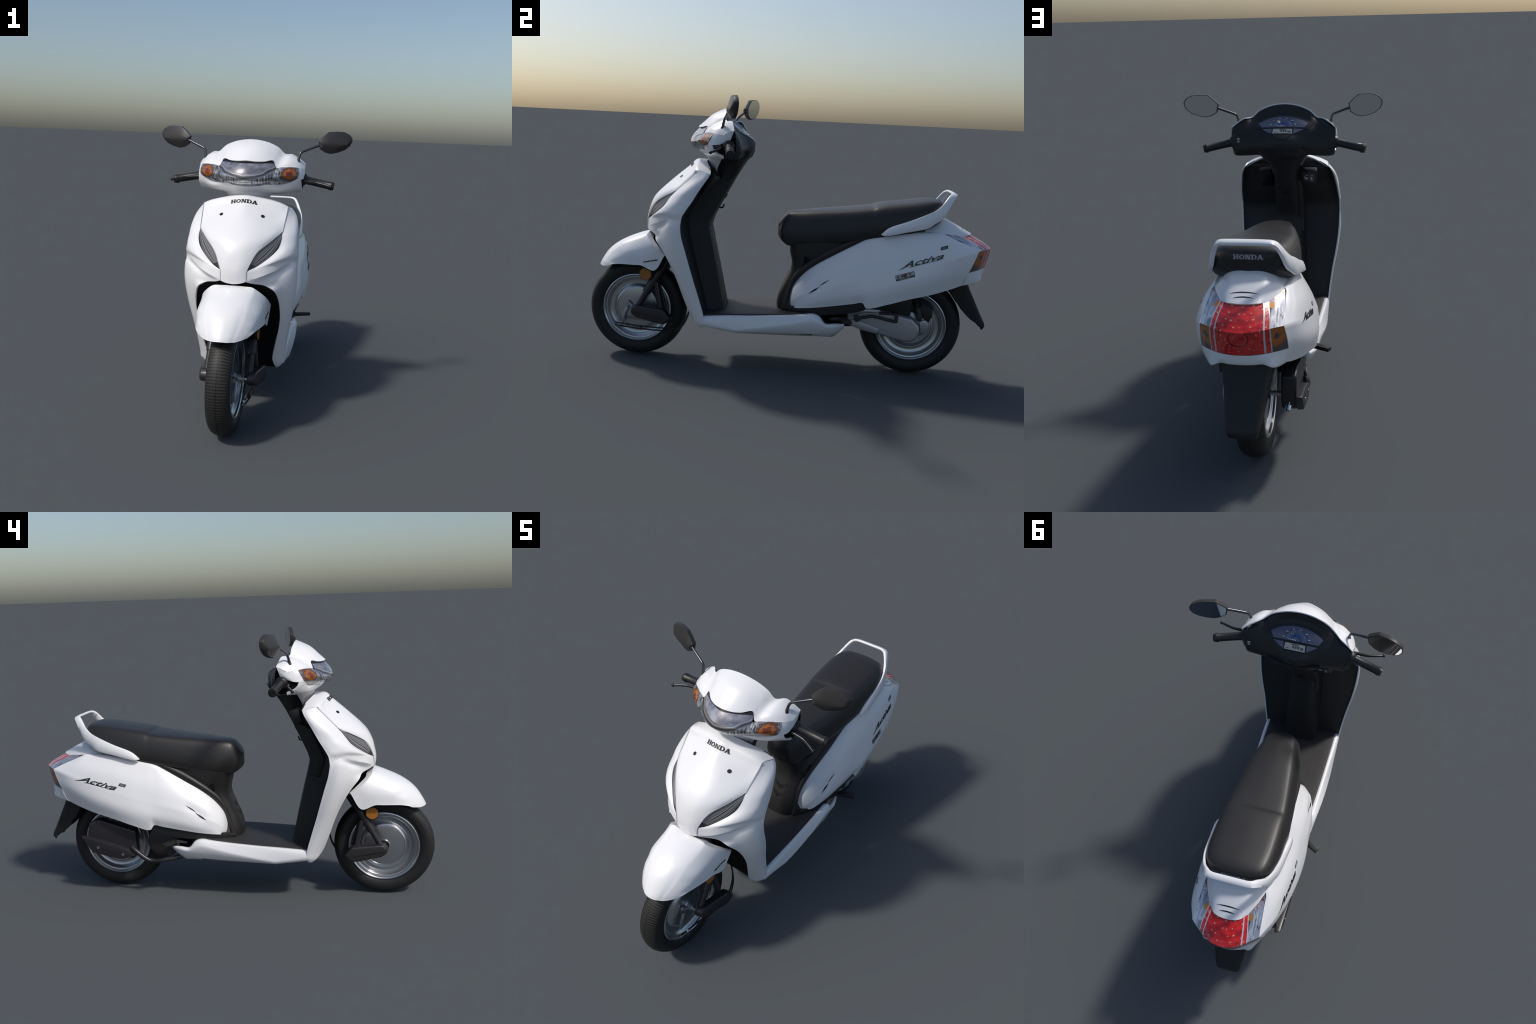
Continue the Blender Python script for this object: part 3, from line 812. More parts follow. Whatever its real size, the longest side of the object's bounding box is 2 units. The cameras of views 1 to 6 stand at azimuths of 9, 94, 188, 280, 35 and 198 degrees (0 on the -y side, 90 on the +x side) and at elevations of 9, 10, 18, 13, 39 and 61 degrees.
def arch(hw, top, bot, inset, k=14, rows=5):
    """windscreen-shaped dial opening"""
    def pt(a, b):
        t = 1 - abs(a) ** 2.2
        return (a * hw * (1 - inset * (1 - b)), bot + (top - bot) * (.42 + .58 * t) * b)
    return [[pt(-1 + 2 * i / k, r / rows), pt(-1 + 2 * (i + 1) / k, r / rows), pt(-1 + 2 * (i + 1) / k, (r + 1) / rows), pt(-1 + 2 * i / k, (r + 1) / rows)] for i in range(k) for r in range(rows)]


def on_dial(name, polys, mat, lift, **k):
    return decal(name, polys, IO, IU, IV, IB, mat, HB, lift=lift, depth=0.002, start=0.011, **k)


on_dial("dial_bezel", arch(.140, .076, -.004, .12), GLOSSBLK, 0.0016)
on_dial("dial_face", arch(.118, .067, .003, .14), DIAL, 0.0030)
on_dial("dial_glow", fan(.016, .047, 0, 180, 16, 0, .007), DIAL, 0.0036)
on_dial("dial_glow", fan(.018, .027, 0, 180, 16, 0, .007), DIALBLUE, 0.0042)
on_dial("dial_glow", fan(.046, .0475, 0, 180, 20, 0, .007, 1.15), DIALBLUE, 0.0042)
ticks = []
for i in range(13):
    ticks += fan(.037, .043, 7 + i * 13.8, 8.6 + i * 13.8, 1, 0, .007)
on_dial("dial_tick", ticks, DIALMARK, 0.0046)
nums = []
for i in range(6):
    a = radians(172 - i * 32)
    nums += [[(.052 * cos(a) * 1.12 - .005, .007 + .047 * sin(a)), (.052 * cos(a) * 1.12 + .005, .007 + .047 * sin(a)), (.052 * cos(a) * 1.12 + .005, .0105 + .047 * sin(a)), (.052 * cos(a) * 1.12 - .005, .0105 + .047 * sin(a))]]
on_dial("dial_numeral", nums, DIALMARK, 0.0046)
on_dial("dial_needle", [[(-.034, .008), (0, .006), (0, .009), (-.034, .0095)]], STRIPE, 0.0052)
low = [[(-.100, -.006), (-.052, -.006), (-.052, -.036), (-.070, -.026)][::-1]]
on_dial("warning_panel", low + [[(-u, v) for u, v in low[0]][::-1]], DIAL, 0.0030)
on_dial("lcd_bezel", [[(-.054, -.040), (.054, -.040), (.050, -.005), (-.050, -.005)]], GLOSSBLK, 0.0022, fine=(4, 4))
on_dial("lcd", [[(-.047, -.037), (.047, -.037), (.045, -.008), (-.045, -.008)]], LCD, 0.0034, fine=(4, 4))
seg = [[(u, v), (u + w_, v), (u + w_ + .0015, v + h_), (u + .0015, v + h_)] for u, v, w_, h_ in [(-.010, -.027, .0075, .010), (.001, -.027, .0075, .010), (.012, -.027, .0075, .010), (.024, -.027, .014, .006), (-.040, -.030, .08, .0008), (-.015, -.013, .03, .003)]]
on_dial("lcd_digit", seg, STRIPDARK, 0.0042)
on_dial("meter_trim_panel", [[(-.048, -.042), (-.018, -.074), (.018, -.074), (.048, -.042)]], GLOSSBLK, 0.0022, fine=(5, 5))
for sx, lst in ((1, [(.212, 1.118, .012, .010), (.212, 1.106, .012, .008)]),):
    for x, z, a, b in lst:
        box("switch", (x, -.2305, z), (a, .006, b), INKGREY, HB, 0.001)
box("switch", (.205, -.229, 1.075), (.036, .010, .016), GLOSSBLK, HB, 0.003)
box("switch", (.205, -.236, 1.050), (.020, .006, .006), INKGREY, HB, 0.001)
box("switch", (-.19, -.238, 1.050), (.030, .008, .008), GLOSSBLK, HB, 0.002)

# grips, levers
g0, g1 = Vector((.236, -.280, 1.098)), Vector((.388, -.2535, 1.0675))
gd = (g1 - g0)


def gp(t):
    return tuple(g0 + gd * t)


tube("grip", [gp(0), gp(.10), gp(.14), gp(.16), gp(.30), gp(.86), gp(.88), gp(.93), gp(.94), gp(1.0)], [.030, .029, .025, .0195, .0185, .0185, .0215, .0215, .0195, .0190], GRIP, HB, 1, 20, mirror=True)
tube("lever", [(.232, -.312, 1.090), (.275, -.313, 1.088), (.315, -.317, 1.084), (.350, -.330, 1.078), (.378, -.342, 1.072)], [.009, .0075, .0065, .006, .005], GLOSSBLK, HB, 4, 10, mirror=True)
ball("lever_knob", (.379, -.3425, 1.072), .0078, GLOSSBLK, HB, True)

# mirrors
tube("mirror_stalk", [(.2195, -.315, 1.176), (.222, -.3135, 1.192), (.226, -.308, 1.213), (.233, -.304, 1.224), (.247, -.299, 1.231), (.285, -.286, 1.247), (.322, -.272, 1.262)], [.0085, .0065, .006, .006, .006, .006, .006], STALK, HB, 3, 12, mirror=True)
ball("mirror_boot", (.2195, -.315, 1.178), .010, GLOSSBLK, HB, True)
outline = [(.354, 1.323), (.392, 1.326), (.425, 1.325), (.452, 1.312), (.4635, 1.297), (.4635, 1.280), (.453, 1.259), (.430, 1.240), (.398, 1.227), (.365, 1.220), (.340, 1.226), (.315, 1.241), (.307, 1.279), (.328, 1.301)]


def my(x, z):
    return -.2365 + .30 * (x - .388)


def mring(k, dy, kz=None, up_=0.0):
    kz = k if kz is None else kz
    return [(.388 + (x - .388) * k, my(.388 + (x - .388) * k, z) + dy, 1.273 + up_ + (z - 1.273) * kz) for x, z in outline]


loft("mirror_housing", [mring(.93, -.002), mring(.95, .001), mring(1.0, .0), mring(1.0, -.012), mring(.97, -.019), mring(.80, -.031, .36, -.006), mring(.70, -.033, .10, -.008)], MIRRORHOUSE, HB, m=1, mu=1, mirror=True, smooth=32)
gl = [(.388 + (x - .388) * .945, my(.388 + (x - .388) * .945, z) + .0008, 1.274 + (z - 1.274) * .945) for x, z in outline]
solid("mirror_glass", [Vector(p) for p in gl] + [Vector(p) + Vector((0, -.003, 0)) for p in gl], [tuple(range(14)), tuple(range(27, 13, -1))] + [(i, (i + 1) % 14, 14 + (i + 1) % 14, 14 + i) for i in range(14)], GLASS, HB, 30, True)

# ================================================================== FLOOR
floor_half = [(-.385, .279, .186), (-.30, .282, .187), (-.20, .288, .186), (-.10, .295, .184), (0, .302, .182), (.10, .312, .178), (.155, .318, .174), (.22, .318, .150)]
patch("footboard", [[(0, y, z), (.10, y, z), (w - .012, y, z), (w - .003, y, z - .003), (w - .002, y, z - .014)] for y, z, w in floor_half], FLOORMAT, (0, 0, .1), mu=2, mv=2, sym=True, thick=0.008)
prism("belly_pan", [(-.40, .205), (-.37, .262), (.20, .285), (.24, .26), (.20, .200), (-.22, .194)], -.150, .150, VOID, None, 0.006)
prism("belly_pan", [(-.385, .215), (-.37, .262), (.15, .300), (.20, .24), (.15, .205), (-.22, .200)], .146, .178, VOID, None, 0.004, mirror=True)
sill = []
for y, a, b, c, d, e, f in [
    (-.383, (.184, .270), (.198, .268), (.205, .255), (.207, .240), (.203, .222), (.172, .212)),
    (-.300, (.185, .277), (.200, .275), (.206, .258), (.210, .226), (.202, .210), (.175, .200)),
    (-.220, (.184, .282), (.200, .280), (.204, .258), (.213, .212), (.203, .200), (.174, .189)),
    (-.150, (.183, .286), (.199, .284), (.202, .262), (.217, .224), (.200, .203), (.169, .189)),
    (-.060, (.182, .293), (.198, .291), (.200, .272), (.219, .244), (.199, .208), (.162, .190)),
    (.030, (.180, .301), (.196, .299), (.199, .284), (.218, .264), (.198, .213), (.155, .190)),
    (.100, (.178, .309), (.194, .307), (.199, .297), (.214, .280), (.195, .217), (.150, .191)),
    (.150, (.176, .316), (.190, .314), (.198, .305), (.210, .290), (.195, .220), (.146, .192)),
    (.185, (.178, .305), (.189, .303), (.197, .294), (.206, .276), (.190, .222), (.143, .193)),
    (.215, (.180, .271), (.187, .270), (.194, .268), (.201, .260), (.184, .223), (.142, .193)),
    (.255, (.174, .272), (.181, .271), (.187, .269), (.193, .259), (.176, .226), (.140, .195)),
    (.307, (.158, .270), (.162, .270), (.165, .268), (.168, .264), (.165, .258), (.154, .248)),
]:
    def near(p, q, t=.18):
        return (p[0] + (q[0] - p[0]) * t, p[1] + (q[1] - p[1]) * t)
    pts = [a, near(b, a), near(b, c), c, near(d, c), near(d, e), e, f]
    sill.append([(q[0], y, q[1]) for q in pts] + [(f[0] - .012, y, f[1] + .012), (a[0] - .010, y, a[1] - .010)])
loft("footboard_trim", sill, WHITE, m=3, mu=1, mirror=True, smooth=75, sr=(2,))
# passenger foot pegs
for sx in (1, -1):
    d = Vector((.058 * sx, .030, 0)).normalized()
    s = Vector((-d.y, d.x, 0))
    M3 = Matrix((d, s, (0, 0, 1))).transposed()
    box("passenger_peg", (.222 * sx, .308, .303), (.085, .028, .017), BLACK, None, 0.003, rot=M3)
    tube("peg_bracket", [(.150 * sx, .235, .285), (.170 * sx, .270, .296), (.196 * sx, .296, .303)], 0.008, DARKMET, None, 4, 8)

# ================================================================== UNDER SEAT COWL
patch("seat_cowl", [
    [(0, .016, .640), (0.056, .020, .640), (0.098, .050, .640), (0.116, .150, .655), (0.119, .340, .690)],
    [(0, .018, .597), (0.056, .021, .597), (0.093, .048, .597), (0.112, .140, .605), (0.119, .330, .660)],
    [(0, .031, .527), (0.054, .034, .527), (0.087, .062, .527), (0.102, .125, .540), (0.116, .240, .600)],
    [(0, .003, .450), (0.056, .009, .450), (0.084, .035, .450), (0.093, .080, .460), (0.107, .160, .500)],
    [(0, -.027, .380), (0.056, -.020, .380), (0.084, .010, .380), (0.093, .050, .380), (0.107, .120, .400)],
    [(0, -.037, .320), (0.058, -.030, .320), (0.091, .005, .320), (0.116, .040, .320), (0.130, .100, .335)],
    [(0, -.033, .288), (0.061, -.022, .288), (0.097, .015, .288), (0.126, .050, .292), (0.140, .100, .300)],
], UNDER, (0, .20, .45), mu=4, mv=4, sym=True, thick=0.004)
SB = bvh_of("seat_cowl")
for z0 in (.448, .400):
    ch = []
    for sx in (-1, 1):
        p = [(0, -.016), (sx * .036, .008), (sx * .074, .050), (sx * .036, .026), (0, .004)]
        ch.append(p if sx > 0 else p[::-1])
    decal("chevron_relief", ch, (0, -.01, z0 + .008), (1, 0, 0), (0, .25, .97), SB, INKBLK, lift=0.0012)
# white side bodies
PB = [
    [(0.088, 0.046, 0.432), (0.090, 0.042, 0.416), (0.090, 0.038, 0.400), (0.090, 0.034, 0.380), (0.090, 0.032, 0.360), (0.090, 0.031, 0.340), (0.090, 0.031, 0.320)],
    [(0.088, 0.062, 0.455), (0.100, 0.055, 0.440), (0.117, 0.049, 0.415), (0.127, 0.047, 0.388), (0.132, 0.046, 0.362), (0.131, 0.047, 0.342), (0.123, 0.048, 0.325)],
    [(0.092, 0.100, 0.502), (0.106, 0.100, 0.499), (0.126, 0.092, 0.468), (0.146, 0.086, 0.432), (0.160, 0.082, 0.395), (0.161, 0.080, 0.357), (0.154, 0.070, 0.331)],
    [(0.105, 0.155, 0.549), (0.117, 0.156, 0.545), (0.139, 0.150, 0.512), (0.165, 0.150, 0.474), (0.184, 0.150, 0.428), (0.186, 0.150, 0.374), (0.176, 0.150, 0.343)],
    [(0.115, 0.240, 0.605), (0.129, 0.240, 0.598), (0.151, 0.240, 0.567), (0.179, 0.240, 0.524), (0.202, 0.240, 0.465), (0.206, 0.240, 0.404), (0.192, 0.240, 0.361)],
    [(0.118, 0.347, 0.669), (0.133, 0.347, 0.662), (0.158, 0.347, 0.628), (0.188, 0.347, 0.570), (0.211, 0.347, 0.495), (0.217, 0.347, 0.430), (0.204, 0.340, 0.382)],
    [(0.119, 0.380, 0.688), (0.136, 0.380, 0.681), (0.160, 0.382, 0.643), (0.190, 0.383, 0.580), (0.212, 0.383, 0.502), (0.221, 0.383, 0.436), (0.207, 0.384, 0.390)],
    [(0.120, 0.410, 0.703), (0.139, 0.410, 0.694), (0.162, 0.410, 0.655), (0.191, 0.410, 0.592), (0.213, 0.410, 0.510), (0.224, 0.410, 0.440), (0.212, 0.404, 0.367)],
    [(0.120, 0.500, 0.722), (0.145, 0.500, 0.713), (0.171, 0.500, 0.672), (0.198, 0.500, 0.615), (0.219, 0.500, 0.537), (0.228, 0.500, 0.462), (0.213, 0.500, 0.391)],
    [(0.120, 0.580, 0.733), (0.147, 0.580, 0.727), (0.172, 0.590, 0.690), (0.196, 0.595, 0.642), (0.216, 0.600, 0.566), (0.224, 0.600, 0.494), (0.203, 0.600, 0.421)],
    [(0.118, 0.680, 0.741), (0.143, 0.680, 0.735), (0.169, 0.690, 0.700), (0.190, 0.700, 0.660), (0.206, 0.705, 0.598), (0.211, 0.700, 0.525), (0.186, 0.700, 0.445)],
    [(0.116, 0.735, 0.739), (0.137, 0.735, 0.736), (0.156, 0.765, 0.713), (0.171, 0.800, 0.682), (0.184, 0.830, 0.640), (0.185, 0.812, 0.562), (0.158, 0.795, 0.472)],
    [(0.126, 0.745, 0.737), (0.134, 0.748, 0.735), (0.139, 0.800, 0.713), (0.144, 0.860, 0.688), (0.148, 0.917, 0.662), (0.157, 0.885, 0.580), (0.143, 0.847, 0.491)],
]


def vent_dent(v):
    """shallow hollow round the air slots"""
    s_, t_ = (v.y - .172) * .80 + (v.z - .450) * .60, -(v.y - .172) * .60 + (v.z - .450) * .80
    k = math.exp(-((s_ / .062) ** 4) - ((t_ / .020) ** 2))
    return Vector((v.x - .0065 * k, v.y, v.z))


patch("body_panel", PB, WHITE, (0, .45, .50), mu=6, mv=6, sc=(4,), mirror=True, thick=0.005, smooth=45, deform=vent_dent)
# black rim trim that follows the panel's upper front edge
te = [(.092, .032, .318), (.090, .034, .360), (.089, .046, .420), (.094, .066, .458), (.104, .106, .500), (.115, .158, .546), (.126, .242, .600), (.130, .347, .662), (.132, .392, .686)]
ti = [(.096, -.010, .306), (.094, .004, .360), (.091, .024, .423), (.094, .036, .461), (.100, .074, .520), (.107, .150, .583), (.115, .262, .657), (.122, .345, .690), (.126, .390, .698)]
tm = [((a[0] + b[0]) / 2 + .010, (a[1] + b[1]) / 2 - .002, (a[2] + b[2]) / 2 + .004) for a, b in zip(te, ti)]
tb = [(b[0] - .022, b[1] + .006, b[2] - .002) for b in ti]
patch("body_trim", [te, tm, ti, tb], UNDER, (0, .30, .40), mu=4, mv=3, mirror=True, thick=0.003)
# black step below the panel
st = []
for y, zt, zb, xo in [(-.004, .318, .303, .098), (.030, .328, .301, .126), (.070, .342, .301, .150), (.150, .360, .305, .168), (.240, .380, .315, .183), (.330, .400, .330, .192), (.392, .405, .350, .197), (.404, .400, .358, .196)]:
    st.append([(xo - .06, y, zt), (xo - .004, y, zt), (xo, y, (zt + zb) / 2), (xo - .006, y, zb), (xo - .07, y, zb)])
loft("body_skirt", st, BLACK, m=3, mirror=True)

# inner bodywork that closes the belly
prism("frame_cover", [(.09, .31), (.09, .60), (.30, .64), (.45, .68), (.74, .70), (.80, .60), (.80, .56), (.50, .54), (.40, .40), (.36, .33)], -.105, .105, VOID, None, 0.01)
patch("wheel_arch", [[(0, RW[0] + .275 * cos(a), .25 + .275 * sin(a)), (.06, RW[0] + .273 * cos(a), .25 + .273 * sin(a)), (.082, RW[0] + .262 * cos(a), .25 + .262 * sin(a))] for a in [radians(t) for t in (25, 45, 65, 85, 105, 125, 145)]], VOID, (0, .637, .25), mu=2, mv=2, sym=True, thick=0.004)

# writing, slots
PBV = bvh_of("body_panel")
for sx in (1, -1):
    U = (0, sx, sx * .30) if sx > 0 else (0, -1, -.30)
    V = (0, -.30, 1)
    # script emblem, rises towards the tail
    if sx > 0:
        O = (sx * .22, .650, .612); U = (0, .958, .287); V = (0, -.287, .958)
    else:
        O = (sx * .22, .662, .606); U = (0, -.972, -.236); V = (0, -.236, .972)
    decal("emblem_lettering", font_polys("Activa", .205, .025, 0.55, 0.012), O, U, V, PBV, GOLD, lift=0.0022, depth=0.0025)
    decal("emblem_swash", [[(-.120, -.018), (-.072, -.008), (-.070, -.003), (-.10, -.010)], [(-.07, -.0155), (.07, -.0145), (.09, -.0125), (-.06, -.0130)]], O, U, V, PBV, GOLD, lift=0.0020, depth=0.0022)
    O2 = Vector(O) + Vector(U) * (.112 if sx > 0 else .126) + Vector(V) * (.033 if sx > 0 else .020)
    decal("emblem_tag", [[(-.019, -.007), (.015, -.007), (.020, .007), (-.014, .007)]], O2, U, V, PBV, STRIPDARK, lift=0.0014, fine=(2, 1))
    decal("emblem_tag_text", font_polys("5G", .022, .008, 0.3, 0.02), O2, U, V, PBV, INKGREY, lift=0.0022)
    # air slots
    VU, VV = ((0, .80, .60), (0, -.60, .80)) if sx > 0 else ((0, -.80, -.60), (0, -.60, .80))
    for (yy, zz, ln, wd) in ((.196, .470, .062, .0045), (.150, .430, .066, .0075)):
        k = 10
        sl = []
        for i in range(k):
            s0, s1 = -1 + 2 * i / k, -1 + 2 * (i + 1) / k
            h0, h1 = wd * (1 - abs(s0) ** 1.6), wd * (1 - abs(s1) ** 1.6)
            sl.append([(s0 * ln / 2, -h0 / 2), (s1 * ln / 2, -h1 / 2), (s1 * ln / 2, h1 / 2 + 1e-5), (s0 * ln / 2, h0 / 2 + 1e-5)])
        decal("air_slot", sl, (sx * .2, yy, zz), VU, VV, PBV, INKBLK, lift=0.0010)
# technology badge, left side only
O = (.22, .573, .536); U = (0, .952, .306); V = (0, -.306, .952)
decal("badge", [[(-.046, -.013), (.044, -.013), (.046, .014), (-.044, .014)]], O, U, V, PBV, STRIPDARK, lift=0.0012, fine=(4, 2))
decal("badge_plate", [[(-.043, -.0035), (.042, -.0035), (.043, .012), (-.042, .012)]], O, U, V, PBV, GREYPLATE, lift=0.0018, fine=(4, 2))
decal("badge_plate", [[(-.010, -.002), (.010, -.002), (.011, .011), (-.009, .011)]], O, U, V, PBV, BADGERED, lift=0.0024, fine=(1, 1))
decal("badge_lettering", font_polys("HET", .074, .010, 0.0, 0.02), Vector(O) + Vector(V) * .0045, U, V, PBV, INKBLK, lift=0.0030)
decal("badge_lettering", font_polys("BS-IV", .050, .006, 0.0, 0.02), Vector(O) - Vector(V) * .0085, U, V, PBV, INKGREY, lift=0.0024)
MBV = bvh_of("mudguard")
decal("mudguard_lettering", font_polys("Combi Brake", .074, .0085, 0.35, 0.045), (.15, -.659, .518), (0, .977, .215), (0, -.215, .977), MBV, INKBLK, lift=0.0014)

# ================================================================== TAIL
patch("tail_cowl", [
    [(0, .665, .775), (.055, .665, .772), (.088, .665, .762), (.128, .660, .741)],
    [(0, .720, .803), (.055, .720, .798), (.088, .720, .780), (.126, .715, .737)],
    [(0, .750, .801), (.055, .750, .796), (.086, .750, .777), (.129, .748, .732)],
    [(0, .800, .778), (.055, .800, .773), (.082, .800, .758), (.113, .798, .726)],
    [(0, .860, .748), (.045, .857, .746), (.066, .853, .738), (.087, .848, .720)],
    [(0, .896, .729), (.040, .890, .729), (.060, .880, .727), (.071, .866, .722)],
], WHITE, (0, .75, .65), mu=4, mv=4, sym=True, thick=0.006)
TB = bvh_of("tail_cowl")
for v0, ln in ((.0, .104), (-.022, .072)):
    k = 10
    sl = []
    for i in range(k):
        s0, s1 = -1 + 2 * i / k, -1 + 2 * (i + 1) / k
        h0, h1 = .0050 * (1 - abs(s0) ** 2.2), .0050 * (1 - abs(s1) ** 2.2)
        c0, c1 = -.004 * s0 * s0, -.004 * s1 * s1
        sl.append([(s0 * ln / 2, v0 + c0 - h0 / 2), (s1 * ln / 2, v0 + c1 - h1 / 2), (s1 * ln / 2, v0 + c1 + h1 / 2 + 1e-5), (s0 * ln / 2, v0 + c0 + h0 / 2 + 1e-5)])
    decal("cowl_slot", sl, (0, .847, .752), (-1, 0, 0), (0, -.85, .52), TB, INKBLK, lift=0.0010)
lamp = [
    [(0, .892, .724), (.035, .888, .724), (.070, .868, .722), (.086, .846, .722), (.100, .815, .728), (.131, .748, .734)],
    [(0, .932, .704), (.040, .926, .704), (.076, .908, .703), (.095, .886, .703), (.116, .855, .708), (.138, .805, .712)],
    [(0, .968, .684), (.042, .962, .685), (.080, .942, .685), (.102, .920, .685), (.124, .893, .686), (.144, .862, .687)],
    [(0, .996, .663), (.044, .989, .664), (.083, .970, .665), (.106, .952, .665), (.128, .934, .664), (.148, .916, .662)],
    [(0, .994, .635), (.044, .987, .635), (.083, .967, .634), (.107, .948, .632), (.130, .926, .630), (.152, .902, .627)],
    [(0, .986, .600), (.044, .979, .599), (.083, .959, .597), (.108, .939, .595), (.132, .915, .592), (.156, .885, .590)],
    [(0, .978, .574), (.044, .971, .573), (.083, .951, .571), (.108, .931, .569), (.132, .906, .565), (.157, .876, .561)],
]


def cols(a, b, r0=0, r1=7):
    return [[q for q in r[a:b + 1]] for r in lamp[r0:r1]]


LAMP = group("tail_lamp")
IN = (0, .80, .62)
patch("brake_lens", [r[:3] for r in lamp], RED, IN, LAMP, mu=8, mv=5, sym=True, sr=(3,), thick=0.004)
patch("lens_stripe", [[Vector(r[2]).lerp(Vector(r[3]), .0), Vector(r[2]).lerp(Vector(r[3]), .24)] for r in lamp], STRIPE, IN, LAMP, mu=2, mv=5, mirror=True, sr=(3,), thick=0.004)
patch("brake_lens", [[Vector(r[2]).lerp(Vector(r[3]), .24), Vector(r[2]).lerp(Vector(r[3]), .84)] for r in lamp], RED, IN, LAMP, mu=2, mv=5, mirror=True, sr=(3,), thick=0.004)
patch("lens_stripe", [[Vector(r[2]).lerp(Vector(r[3]), .84), Vector(r[3])] for r in lamp], STRIPE, IN, LAMP, mu=2, mv=5, mirror=True, sr=(3,), thick=0.004)
patch("clear_lens", cols(3, 5, 0, 4), CLEAR, IN, LAMP, mu=5, mv=5, mirror=True, thick=0.004)
patch("turn_lens", cols(3, 5, 3, 7), AMBER, IN, LAMP, mu=5, mv=5, mirror=True, thick=0.004)
patch("tail_valance", [
    [(0, .977, .572), (.044, .970, .571), (.083, .950, .569), (.108, .930, .567), (.132, .905, .563), (.157, .875, .559)],
    [(0, .975, .552), (.044, .968, .550), (.080, .955, .545), (.108, .934, .542), (.131, .905, .540), (.154, .869, .530)],
    [(0, .968, .534), (.044, .962, .532), (.074, .950, .530), (.104, .946, .520), (.124, .910, .505), (.148, .855, .498)],
    [(0, .962, .529), (.044, .956, .528), (.075, .946, .527), (.104, .942, .515), (.122, .905, .500), (.143, .847, .491)],
], WHITE, IN, mu=4, mv=3, sym=True, thick=0.006)

# ================================================================== REAR MUD FLAP
fl = []
for t, yc, zc, wc, yf, zf, wf_ in [(0, .885, .530, .082, .800, .480, .120), (.2, .893, .487, .079, .812, .448, .098), (.45, .930, .412, .068, .862, .372, .080), (.75, .972, .330, .057, .920, .312, .068), (.95, .998, .277, .050, .950, .292, .063), (1, .990, .258, .047, .962, .280, .058)]:
    fl.append([(0, yc + .004, zc), (wc * .7, yc + .003, zc), (wc, yc, zc), (wc + .006, yc - .008, zc), ((wc + wf_) / 2 + .004, (yc + yf) / 2, (zc + zf) / 2), (wf_, yf, zf)])
patch("mud_flap", fl, BLACK, (0, .70, .42), mu=2, mv=3, sym=True, thick=0.004, sc=(2,))

# ================================================================== SEAT
seat = []
for y, zc, cx, cz, xm, zm, zb in [
    (-.048, .720, .030, .714, .046, .692, .668), (-.037, .744, .048, .735, .070, .690, .646), (-.006, .780, .061, .770, .086, .690, .623), (.016, .790, .066, .779, .094, .690, .622),
    (.070, .797, .076, .787, .107, .695, .626), (.124, .804, .085, .794, .117, .700, .632), (.278, .821, .106, .812, .139, .720, .660), (.385, .835, .118, .827, .150, .741, .681),
    (.412, .839, .120, .831, .152, .745, .685), (.436, .849, .121, .839, .155, .750, .691), (.580, .872, .125, .861, .160, .775, .721), (.650, .883, .122, .872, .157, .790, .743),
    (.695, .887, .117, .876, .149, .800, .760), (.727, .884, .110, .874, .138, .806, .774), (.744, .874, .101, .865, .125, .811, .786), (.752, .858, .093, .851, .113, .815, .795), (.754, .838, .084, .834, .098, .818, .804)]:
    back = .010 if y < 0.02 else (.004 if y < .1 else (-.014 if y > .72 else (-.006 if y > .68 else 0)))
    half = [(0, y, zc), (cx * .55, y + back * .2, zc - (zc - cz) * .25), (cx * .88, y + back * .5, zc - (zc - cz) * .62), (cx, y + back * .7, cz - .002),
            (cx + (xm - cx) * .35, y + back, cz - (cz - zm) * .16), (cx + (xm - cx) * .80, y + back, cz - (cz - zm) * .55), (xm, y + back, zm), (xm - .002, y + back, zm - (zm - zb) * .55), (xm - .014, y + back, zb + .004), (xm - .03, y + back * .8, zb), (0, y, zb)]
    seat.append(half + [(-x, yy, z) for x, yy, z in half[1:-1][::-1]])
loft("seat", seat, VINYL, m=4, mu=2, smooth=0)
decal("seat_lettering", word("HONDA", 0.110, 0.0175), (0, .77, .857), (-1, 0, 0), (0, -.25, 1), bvh_of("seat"), INKGREY, lift=0.0013)

# ================================================================== GRAB RAIL
gr = []
for U_, L_, off in [
    ((.162, .451, .719), (.163, .452, .717), (-.003, 0, 0)),
    ((.169, .487, .753), (.178, .470, .714), (-.012, 0, -.002)),
    ((.167, .577, .789), (.176, .580, .739), (-.013, 0, -.002)),
    ((.160, .665, .828), (.167, .669, .761), (-.013, 0, -.002)),
    ((.150, .704, .847), (.157, .700, .781), (-.013, -.002, -.002)),
    ((.138, .731, .871), (.144, .742, .811), (-.013, -.003, -.003)),
    ((.122, .752, .900), (.130, .768, .860), (-.012, -.004, -.005)),
    ((.108, .765, .918), (.114, .790, .900), (-.010, -.005, -.008)),
    ((.094, .773, .925), (.098, .801, .915), (-.005, -.004, -.010)),
    ((.074, .778, .928), (.076, .805, .919), (-.001, -.002, -.011)),
    ((.040, .779, .929), (.040, .806, .920), (0, -.002, -.011)),
    ((0, .779, .929), (0, .806, .920), (0, -.002, -.011)),
]:
    U_, L_, off = Vector(U_), Vector(L_), Vector(off)
    gr.append([U_.lerp(L_, .08) - off * .02, U_.lerp(L_, .5) - off * .12, U_.lerp(L_, .92) - off * .02, L_ + off * .25, L_ + off * .8, U_.lerp(L_, .92) + off, U_.lerp(L_, .08) + off, U_ + off * .8, U_ + off * .2])
mir = [[Vector((-p.x, p.y, p.z)) for p in s] for s in gr[:-1]][::-1]
loft("grab_rail", gr + mir, WHITE, m=4, mu=1, smooth=50)

